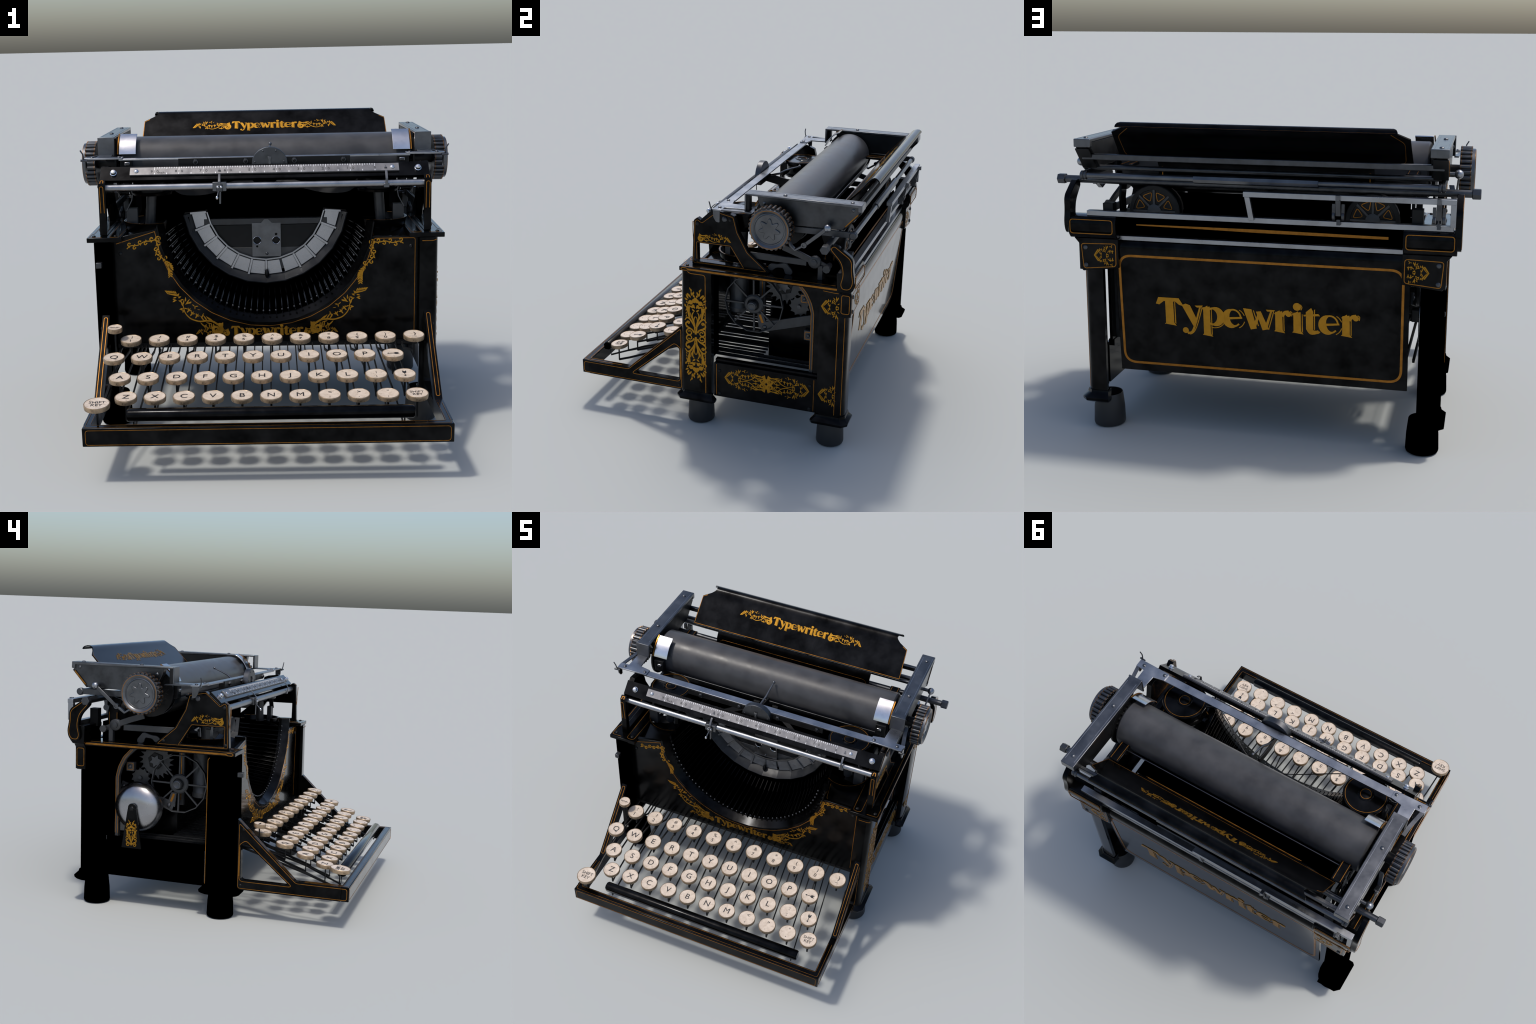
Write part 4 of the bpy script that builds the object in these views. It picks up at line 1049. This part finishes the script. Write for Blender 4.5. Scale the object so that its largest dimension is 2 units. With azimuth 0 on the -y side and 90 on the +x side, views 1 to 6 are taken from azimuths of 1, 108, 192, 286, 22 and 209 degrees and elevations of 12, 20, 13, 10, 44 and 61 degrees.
for u in (-0.752 - C, 0.758): 
    make("scale_bolt", *g_lathe([(-0.002, 0.017), (0.004, 0.017), (0.006, 0.014), (0.016, 0.013), (0.020, 0.009), (0.021, 0.002)], fr(u - 0.0, 0.0, -0.002), fr.n, 18), BRIGHT, scp)
for u in (-0.632, 0.631): screw(fr(u, 0.004, 0.008), fr.n, 0.011, BRIGHT, rl)

rod = make("front_rod", *g_cyl((X(-1, 0.782), -0.084, 1.209), (X(1, 0.782), -0.084, 1.209), 0.0172, 20), LIGHT)
# margin stop with pointer, on the left; a plain pointer on the right
xs = -0.226
st = box("margin_stop", xs - 0.034, xs + 0.034, -0.108, -0.062, 1.187, 1.231, STEEL, bevel=0.002)
make("stop_pointer", *g_bar([(xs, -0.112, 1.205), (xs, -0.113, 1.235), (xs, -0.096, 1.255), (xs, -0.080, 1.268)], 0.012, 0.005, (1, 0, 0)), STEEL, st, 0.001)
make("pointer_tip", [fr(xs - C + a, b, h) for h in (0.0095, 0.013) for a, b in ((-0.007, -0.004), (0.007, -0.004), (0, 0.013))], [(0, 1, 2), (3, 4, 5), (0, 1, 4, 3), (1, 2, 5, 4), (2, 0, 3, 5)], STEEL, st)
box("stop_boss", xs - 0.016, xs + 0.016, -0.120, -0.106, 1.185, 1.220, DULL, st, 0.004)
for dx in (-0.008, 0.009): screw((xs + dx, -0.120, 1.209), (0, -1, 0), 0.0058, BRIGHT, st)
make("stop_lever", *g_tube([(xs - 0.004, -0.116, 1.19), (xs - 0.008, -0.135, 1.172), (xs - 0.010, -0.142, 1.163)], [0.003, 0.004, 0.003], 8), STEEL, st)
make("lever_ball", *g_ball((xs - 0.011, -0.145, 1.160), 0.0075, 12, 1.3), BRIGHT, st)
prism("stop_tongue", [(xs + 0.000, 1.19), (xs + 0.008, 1.19), (xs + 0.006, 1.125), (xs - 0.003, 1.125)], "y", -0.112, -0.108, STEEL, st, bevel=0.0008)
xs = 0.592
p2 = box("right_pointer_clip", xs - 0.014, xs + 0.014, -0.106, -0.064, 1.190, 1.212, STEEL, bevel=0.003); p2.name = "pointer_clip"
make("stop_pointer", *g_bar([(xs, -0.106, 1.207), (xs, -0.108, 1.235), (xs, -0.094, 1.257), (xs, -0.078, 1.270)], 0.012, 0.005, (1, 0, 0)), STEEL, p2, 0.001)
make("pointer_tip", [fr(xs - C + a, b, h) for h in (0.0095, 0.013) for a, b in ((-0.007, -0.004), (0.007, -0.004), (0, 0.013))], [(0, 1, 2), (3, 4, 5), (0, 1, 4, 3), (1, 2, 5, 4), (2, 0, 3, 5)], STEEL, p2)

# paper rest (upper sheet) and paper table
def sheet(name, prof, th, xf, material):
    """prof (y,z) from bottom to top; xf(i) gives half width at each profile point"""
    V = []; F = []; n = len(prof)
    nr = []
    for i in range(n):
        a = Vector(prof[max(i - 1, 0)]); b = Vector(prof[min(i + 1, n - 1)]); t = (b - a).normalized(); nr.append(Vector((-t.y, t.x)))
    for s in (0, 1):
        for i in range(n):
            p = Vector(prof[i]) + nr[i] * th * (s - 0.5)
            for sx in (-1, 1): V.append((X(sx, xf[i]), p.x, p.y))
    o = 2 * n
    for i in range(n - 1):
        F += [(2 * i, 2 * i + 1, 2 * i + 3, 2 * i + 2), (o + 2 * i, o + 2 * i + 1, o + 2 * i + 3, o + 2 * i + 2), (2 * i, 2 * i + 2, o + 2 * i + 2, o + 2 * i), (2 * i + 1, 2 * i + 3, o + 2 * i + 3, o + 2 * i + 1)]
    F += [(0, 1, o + 1, o), (2 * n - 2, 2 * n - 1, o + 2 * n - 1, o + 2 * n - 2)]
    return make(name, V, F, material, smooth_angle=50)
prof = [(0.6455, 1.3325), (0.776, 1.469), (0.785, 1.479), (0.796, 1.492), (0.806, 1.503), (0.816, 1.511), (0.826, 1.516), (0.838, 1.517), (0.849, 1.514), (0.857, 1.507), (0.860, 1.498)]
xf = [0.694, 0.685, 0.662, 0.632, 0.615, 0.607, 0.608, 0.616, 0.628, 0.634, 0.636]
rest = sheet("paper_rest", prof, 0.007, xf, ENAMEL)
d1 = Vector((0, 0.1305, 0.1365)).normalized()
fr1 = Frame(Vector((C, 0.7108, 1.4008)) + Vector((0, -0.7228, 0.6911)) * 0.0035, (1, 0, 0), d1)
ii = Inlay(fr1)
ii.line(round_poly([(0.690, -0.088), (0.684, 0.090), (0.655, 0.106)], 0.008, False), 0.0028)
ii.line(round_poly([(-0.690, -0.088), (-0.684, 0.090), (-0.655, 0.106)], 0.008, False), 0.0028)
ii.line([(-0.690, -0.088), (0.690, -0.088)], 0.0028)
ii.out("pinstripe", LINE, rest)
gi = Inlay(fr1)
k = 0.372 / WORD_L
lay(gi, WORD, lambda u, v: (-0.186 + u * k, 0.030 + v * k))
k3 = 0.212 / 1100
for sd in (1, -1): lay(gi, SCROLL, lambda u, v: (sd * (0.402 - u * k3), 0.024 + v * k3))
gi.out("gilt_ornament", GOLD, rest)
bi = Inlay(Frame((C, 0.8612, 1.502), (-1, 0, 0), (0, 0.3, 1)), base=-0.003)
bi.line([(-0.625, -0.001), (0.625, -0.001)], 0.0032); bi.out("pinstripe", LINE, rest)
b2 = Inlay(Frame(Vector((C, 0.7108, 1.4008)) + Vector((0, 0.7228, -0.6911)) * 0.0035, (-1, 0, 0), d1), h=0.001)
if b2.fn.n.y < 0: b2.fn.n = -b2.fn.n
for sd in (1, -1): b2.line(round_poly([(sd * 0.630, -0.08), (sd * 0.660, -0.06), (sd * 0.660, 0.07), (sd * 0.600, 0.125)], 0.02, False), 0.0030)
b2.out("pinstripe", LINE, rest)
table = sheet("paper_table", [(0.606, 1.190), (0.614, 1.245), (0.618, 1.295), (0.640, 1.330)], 0.008, [0.515] * 4, ENAMEL)
ii = Inlay(Frame((C, 0.612, 1.27), (1, 0, 0), (0, 0, 1))); ii.line(round_poly([(-0.495, -0.05), (-0.495, 0.020), (0.495, 0.020), (0.495, -0.05)], 0.03, False), 0.0028); ii.out("pinstripe", LINE, table)
ii = Inlay(Frame((C, 0.6215, 1.27), (-1, 0, 0), (0, 0, 1))); ii.line([(-0.495, -0.035), (-0.495, 0.03)], 0.005); ii.line([(0.495, -0.035), (0.495, 0.03)], 0.005); ii.out("pinstripe", LINE, table)

# rods and rails at the back of the carriage
box("cross_bar", X(-1, 0.835), X(1, 0.835), 0.758, 0.780, 1.336, 1.364, DULL, bevel=0.004)
make("cross_rod", *g_cyl((X(-1, 0.82), 0.70, 1.292), (X(1, 0.82), 0.70, 1.292), 0.012, 14), DULL)
hr = make("rail_rod", *g_cyl((-0.985, 0.670, 1.226), (0.985, 0.670, 1.226), 0.0175, 18), DULL)
for S in (1, -1): make("hex_end", *g_lathe([(0, 0.023), (0.003, 0.0255), (0.036, 0.0255), (0.039, 0.023)], (S * 0.961, 0.670, 1.226), (S, 0, 0), 6), DULL, hr)
rb = make("release_rod", *g_cyl((X(-1, 0.835), 0.777, 1.263), (X(1, 0.835), 0.777, 1.263), 0.0145, 16), STEEL)
make("release_sleeve", *g_cyl((X(-1, 0.284), 0.777, 1.263), (X(1, 0.292), 0.777, 1.263), 0.0200, 8), STEEL, rb)
for S in (1, -1):
    make("rod_collar", *g_lathe([(0, 0.017), (0.003, 0.021), (0.012, 0.021), (0.015, 0.018), (0.018, 0.021), (0.028, 0.021), (0.032, 0.016)], (X(S, 0.812), 0.777, 1.263), (S, 0, 0), 14), DULL, rb)
    make("release_arm", *g_bar([(X(S, 0.832), 0.40, 1.262), (X(S, 0.832), 0.765, 1.265)], 0.013, 0.034, (1, 0, 0)), DULL, rb, 0.002)
    # carriage lever with a ball
    lv = make("carriage_lever", *g_bar([(X(S, 0.893), 0.645, 1.300), (X(S, 0.880), 0.530, 1.197)], 0.008, 0.020, (1, 0, 0)), STEEL, bevel=0.002)
    make("lever_ball", *g_ball((X(S, 0.893), 0.654, 1.309), 0.021, 18), LIGHT, lv)
    make("lever_neck", *g_cyl((X(S, 0.836), 0.654, 1.309), (X(S, 0.893), 0.654, 1.309), 0.010, 12), STEEL, lv)
    make("lever_eye", *g_lathe([(-0.008, 0.015), (0.008, 0.015), (0.008, 0.009), (0.004, 0.008)], (X(S, 0.880), 0.528, 1.196), (S, 0, 0), 16), STEEL, lv)
    make("lever_crank", *g_bar([(X(S, 0.872), 0.520, 1.190), (X(S, 0.872), 0.478, 1.162), (X(S, 0.865), 0.452, 1.180), (X(S, 0.855), 0.430, 1.225)], 0.024, 0.012, (1, 0, 0)), STEEL, lv, 0.002)
    # connecting link under the carriage
    ln = make("carriage_link", *g_bar([(X(S, 0.80), 0.39, 1.142), (X(S, 0.80), 0.48, 1.112), (X(S, 0.80), 0.565, 1.078)], 0.014, 0.034, (1, 0, 0)), GREY, bevel=0.002)
    make("link_pivot", *g_lathe([(-0.014, 0.034), (0.008, 0.034), (0.011, 0.030), (0.012, 0.018), (0.02, 0.018), (0.022, 0.014)], (X(S, 0.80), 0.567, 1.078), (S, 0, 0), 18), GREY, ln)
    make("link_stud", *g_lathe([(-0.04, 0.016), (0.018, 0.016), (0.018, 0.021), (0.034, 0.021)], (X(S, 0.79), 0.638, 1.052), (S, 0, 0), 8), GREY, ln)
    make("link_arm", *g_bar([(X(S, 0.785), 0.567, 1.078), (X(S, 0.785), 0.64, 1.05)], 0.012, 0.03, (1, 0, 0)), GREY, ln, 0.002)
    box("link_stand", X(S, 0.77), X(S, 0.80), 0.585, 0.612, 0.979, 1.06, GREY, ln)
    make("carriage_rack", *g_bar([(X(S, 0.79), 0.20, 1.068), (X(S, 0.79), 0.52, 1.066)], 0.012, 0.036, (1, 0, 0)), GREY, None, 0.002)
    hk = [(0.436, 0.979), (0.440, 1.00), (0.402, 1.045), (0.352, 1.030), (0.315, 1.028), (0.298, 1.012), (0.302, 0.992), (0.325, 0.988), (0.345, 1.010), (0.388, 1.014), (0.398, 0.979)]
    prism("shift_hook", round_poly(hk, 0.012), "x", X(S, 0.772), X(S, 0.784), GREY, bevel=0.002)
    vb = make("carriage_strut", *g_bar([(X(S, 0.70), 0.622, 1.06), (X(S, 0.70), 0.628, 1.14), (X(S, 0.70), 0.60, 1.225)], 0.012, 0.066, (1, 0, 0)), ENAMEL, bevel=0.002)
    ii = Inlay(Frame((X(S, 0.706), 0.625, 1.10), (0, S, 0), (0, 0, 1)))
    for o in (-0.024, 0.024): ii.line([(o, -0.035), (o, 0.04)], 0.003)
    ii.out("pinstripe", LINE, vb)
# rear tabulator frame and rack
tf = Geo()
tf.add(*g_box(-0.900, 0.044, 0.793, 0.828, 1.198, 1.222)); tf.add(*g_box(-0.900, -0.876, 0.793, 0.826, 1.10, 1.199))
tf.add(*g_bar([(0.028, 0.812, 1.199), (0.010, 0.800, 1.090)], 0.024, 0.022, (1, 0, 0)))
tfo = tf.out("tabulator_frame", LIGHT, bevel=0.0015)
box("tabulator_rack", -0.892, 0.810, 0.758, 0.792, 1.074, 1.098, LIGHT, bevel=0.0015)
box("rear_rail", X(-1, 0.668), X(1, 0.668), 0.728, 0.763, 0.957, 0.978, LIGHT, bevel=0.0015)
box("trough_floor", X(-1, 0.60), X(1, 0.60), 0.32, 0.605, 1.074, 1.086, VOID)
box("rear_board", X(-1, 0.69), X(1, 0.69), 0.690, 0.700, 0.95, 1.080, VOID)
ii = Inlay(Frame((0, 0.700, 1.018), (-1, 0, 0), (0, 0, 1))); ii.line([(-0.60, 0.003), (-0.30, 0.002), (0.0, 0), (0.60, -0.004)], [0.006, 0.010, 0.016, 0.012]); ii.out("pinstripe", LINE)
for xs in (-0.387, -0.827):
    ts = make("tab_stop", *g_bar([(xs, 0.838, 1.225), (xs, 0.838, 1.200)], 0.018, 0.022, (1, 0, 0)), STEEL, bevel=0.002)
    g = Geo(); g.add(*g_bar([(xs, 0.830, 1.200), (xs, 0.826, 1.172), (xs, 0.815, 1.13)], 0.022, 0.012, (1, 0, 0)))
    for o in (-0.021, 0.021): g.add(*g_lathe([(-0.006, 0.020), (0.006, 0.020)], (xs + o, 0.808, 1.128), (1, 0, 0), 14)); g.add(*g_box(xs + o - 0.007, xs + o + 0.007, 0.80, 0.82, 1.14, 1.182))
    g.add(*g_bar([(xs, 0.80, 1.11), (xs, 0.802, 1.085)], 0.016, 0.03, (1, 0, 0)))
    g.out("tab_stop_body", DULL, ts)

# ================================================================== KEYBOARD TRAY
tray = box("keyboard_tray", X(-1, 0.811), X(1, 0.811), -0.858, -0.812, 0.178, 0.264, ENAMEL, bevel=0.004)
ink = Inlay(Frame((C, -0.858, 0), (1, 0, 0), (0, 0, 1)))
ink.line(round_poly([(-0.796, 0.187), (0.796, 0.187), (0.796, 0.254), (-0.796, 0.254)], 0.014), 0.0024, True); ink.out("pinstripe", LINE, tray)
ink = Inlay(Frame((C, 0, 0.264), (1, 0, 0), (0, 1, 0)))
ink.line(round_poly([(-0.800, -0.60), (-0.800, -0.848), (0.800, -0.848), (0.800, -0.60)], 0.012, False), 0.0018)
ink.line(round_poly([(-0.779, -0.60), (-0.779, -0.820), (0.779, -0.820), (0.779, -0.60)], 0.012, False), 0.0018); ink.out("pinstripe", LINE, tray)
for S in (1, -1):
    o = [(-0.812, 0.178), (-0.200, 0.178), (-0.200, 0.592), (-0.548, 0.263), (-0.812, 0.263)]
    w = round_poly([(-0.250, 0.460), (-0.222, 0.440), (-0.225, 0.236), (-0.515, 0.236)], [0.02, 0.008, 0.02, 0.03])
    arm = prism("tray_arm", o, "x", X(S, 0.775), X(S, 0.811), ENAMEL, tray, holes=[w], bevel=0.003)
    ink = Inlay(Frame((X(S, 0.811), 0, 0), (0, S, 0), (0, 0, 1)))
    ink.line(round_poly([(S * y, z) for y, z in [(-0.846, 0.187), (-0.210, 0.187), (-0.210, 0.568), (-0.552, 0.252), (-0.846, 0.252)]], 0.014), 0.0032, True)
    ink.line([(S * y, z) for y, z in round_poly([(-0.250, 0.473), (-0.214, 0.444), (-0.217, 0.228), (-0.535, 0.228)], [0.02, 0.01, 0.025, 0.03])], 0.0034, True)
    ink.line([(S * -0.2135, 0.43), (S * -0.2145, 0.26)], 0.009)
    ink.out("pinstripe", LINE, arm)
    sl = Vector((0, -0.348, -0.329)).normalized()
    ft = Frame((X(S, 0.793), -0.374, 0.4275), (1, 0, 0), -sl)
    ft.o = ft.o + Vector((0, 0, 0.0))
    if ft.n.z < 0: ft.n = -ft.n
    ii = Inlay(ft); ii.line(round_poly([(-0.0085, -0.225), (0.0085, -0.225), (0.0085, 0.225), (-0.0085, 0.225)], 0.0085), 0.0028, True); ii.out("pinstripe", LINE, arm)
    for y, z in ((-0.235, 0.535), (-0.225, 0.205)): screw((X(S, 0.811), y, z), (S, 0, 0), 0.008, DARK, arm)
# space bar
pr = [(-0.798, 0.272), (-0.800, 0.305), (-0.788, 0.317), (-0.766, 0.321), (-0.752, 0.313), (-0.750, 0.276), (-0.758, 0.266), (-0.790, 0.266)]
V = []
for x, k in ((-0.628, 0.86), (-0.620, 1.0), (0.634, 1.0), (0.642, 0.86)):
    V += [(x, -0.776 + (y + 0.776) * k, 0.294 + (z - 0.294) * k) for y, z in pr]
F = [(8 * j + i, 8 * j + (i + 1) % 8, 8 * j + 8 + (i + 1) % 8, 8 * j + 8 + i) for j in range(3) for i in range(8)] + [tuple(range(8)), tuple(range(24, 32))]
sb = make("space_bar", V, F, ENAMEL, smooth_angle=50)
for x in (-0.60, 0.60):
    make("space_bar_lever", *g_bar([(x, -0.775, 0.30), (x, -0.77, 0.215), (x + (0.02 if x < 0 else -0.02), -0.55, 0.30), (x * 0.9, -0.16, 0.40)], 0.006, 0.010, (1, 0, 0)), DARK, sb)

# keys
TILT = radians(6)
def key_mesh(r):
    P = [(-0.023, r * 0.90), (-0.021, r * 0.97), (-0.004, r), (0.0, r * 0.985), (0.0015, r * 0.955), (0.0005, r * 0.925), (-0.006, r * 0.915)]
    return mesh("key", *g_lathe(P, (0, 0, 0), (0, 0, 1), 30), 40)
def cap_mesh(r):
    P = [(-0.005, r * 0.917), (0.0004, r * 0.917), (0.0002, r * 0.88), (-0.0014, r * 0.6), (-0.0020, r * 0.2), (-0.0020, r * 0.02)]
    return mesh("key_cap", *g_lathe(P, (0, 0, 0), (0, 0, 1), 30), 60)
KM = {}; CM = {}
for r in (0.0515, 0.059, 0.036):
    KM[r] = key_mesh(r); KM[r].materials.append(BRASS); CM[r] = cap_mesh(r); CM[r].materials.append(CREAM)

def arrow_mesh(ang):
    g = Geo(); c, s = cos(ang), sin(ang)
    polys = [[(-0.028, 0), (-0.018, 0.006), (-0.018, -0.006)], [(-0.019, 0.0014), (0.006, 0.0014), (0.006, -0.0014), (-0.019, -0.0014)],
             [(0.004, 0.002), (0.012, 0.009), (0.030, 0.009), (0.020, 0.0), (0.030, -0.009), (0.012, -0.009), (0.004, -0.002)]]
    for i, P in enumerate(polys):
        V, F = g_prism([(x * c - y * s, x * s + y * c) for x, y in P], "z", -0.002, 0.0007 + 0.0001 * i); g.add(V, F)
    me = mesh("key_symbol", g.V, g.F, 0); me.materials.append(INK); return me
ARROW_L = arrow_mesh(0.0); ARROW_D = arrow_mesh(radians(90))

def key(x, y, z, label, r=0.0515, lever=True, kind=None):
    k = link("key", KM[r])
    k.matrix_local = Matrix.Translation((x, y, z)) @ Matrix.Rotation(TILT, 4, "X")
    cp = link("key_cap", CM[r], k)
    cp.matrix_local = Matrix.Rotation(RND.uniform(0, 6.28), 4, "Z")
    h0 = -0.0012
    if kind == "arrow_left": link("key_symbol", ARROW_L, k).matrix_local = Matrix.Translation((0, 0, h0))
    elif kind == "arrow_down": link("key_symbol", ARROW_D, k).matrix_local = Matrix.Translation((0, 0, h0))
    else:
        for s, size, dx, dy in label:
            me = text_mesh(s, size)
            if not me.materials: me.materials.append(INK)
            link("key_legend", me, k).matrix_local = Matrix.Translation((dx, dy, h0))
    if lever:
        zl = z - 0.112 if y < -0.6 else z - 0.105 if y < -0.5 else z - 0.098
        ang = 0.36
        yk = y - 0.004
        zb = min(0.40, zl + (-0.36 - yk) * ang) if yk < -0.36 else zl
        xb = C + (x - C) * 0.95
        stem_x = x
        P = [(x, yk, z - 0.018), (x, yk, zl)]
        P2 = [(x, yk - 0.002, zl), (x, min(-0.40, yk + 0.07) if yk < -0.45 else yk + 0.03, zl + (min(-0.40, yk + 0.07) - yk) * ang if yk < -0.45 else zl + 0.01),
              (xb, -0.215, 0.405), (xb, -0.10, 0.416), (xb, 0.25, 0.418)]
        g = Geo().add(*g_bar(P, 0.009, 0.005, (1, 0, 0))).add(*g_bar(P2, 0.0055, 0.012, (1, 0, 0)))
        g.out("key_lever", DARK, None)
    return k

ROW1 = ["!1", "?2", "#3", "$4", "%5", "^6", "&7", "*8", "(9", ")0"]
L1 = lambda a, b: [(a, 0.034, 0.002, 0.020), (b, 0.034, -0.001, -0.020)]
for i, s in enumerate(ROW1): key(-0.665 + 0.1369 * i, -0.308, 0.501, L1(s[0], s[1]))
key(0.704, -0.309, 0.504, [(")", 0.042, 0.006, 0.012), ("_", 0.040, 0.0, -0.006)])
for i, s in enumerate("QWERTYUIOP"): key(-0.7275 + 0.1312 * i, -0.458, 0.459, [(s, 0.052, 0, 0)])
key(0.585, -0.457, 0.458, [], kind="arrow_left")
for i, s in enumerate("ASDFGHJKL"): key(-0.686 + 0.1312 * i, -0.572, 0.398, [(s, 0.052, 0, 0)])
key(0.495, -0.570, 0.397, [(":", 0.040, 0.002, 0.020), (";", 0.036, 0, -0.022)])
key(0.626, -0.571, 0.397, [], kind="arrow_down")
for i, s in enumerate("ZXCVBNM"): key(-0.645 + 0.1313 * i, -0.680, 0.343, [(s, 0.052, 0, 0)])
key(0.275, -0.679, 0.342, L1("<", ",")); key(0.406, -0.679, 0.342, L1(">", ".")); key(0.537, -0.679, 0.342, L1('"', ","))
SH = [("SHIFT", 0.026, 0, 0.011), ("KEY", 0.026, 0, -0.013)]
key(0.668, -0.676, 0.341, SH)
ks = key(-0.757, -0.792, 0.355, [("SHIFT", 0.030, 0, 0.012), ("KEY", 0.030, 0, -0.015)], r=0.059, lever=False)
make("key_lever", *Geo().add(*g_bar([(-0.757, -0.790, 0.338), (-0.757, -0.790, 0.225)], 0.009, 0.006, (1, 0, 0))).add(*g_bar([(-0.757, -0.792, 0.232), (-0.757, -0.60, 0.30), (-0.735, -0.20, 0.41), (-0.735, 0.1, 0.416)], 0.007, 0.012, (1, 0, 0))).__dict__.values(), DARK)
kr = key(-0.741, -0.309, 0.561, [("RETURN", 0.014, 0, 0)], r=0.036, lever=False)
make("key_lever", *Geo().add(*g_bar([(-0.741, -0.307, 0.545), (-0.741, -0.307, 0.41)], 0.008, 0.006, (1, 0, 0))).add(*g_bar([(-0.741, -0.309, 0.41), (-0.735, -0.1, 0.415)], 0.006, 0.012, (1, 0, 0))).__dict__.values(), DARK)
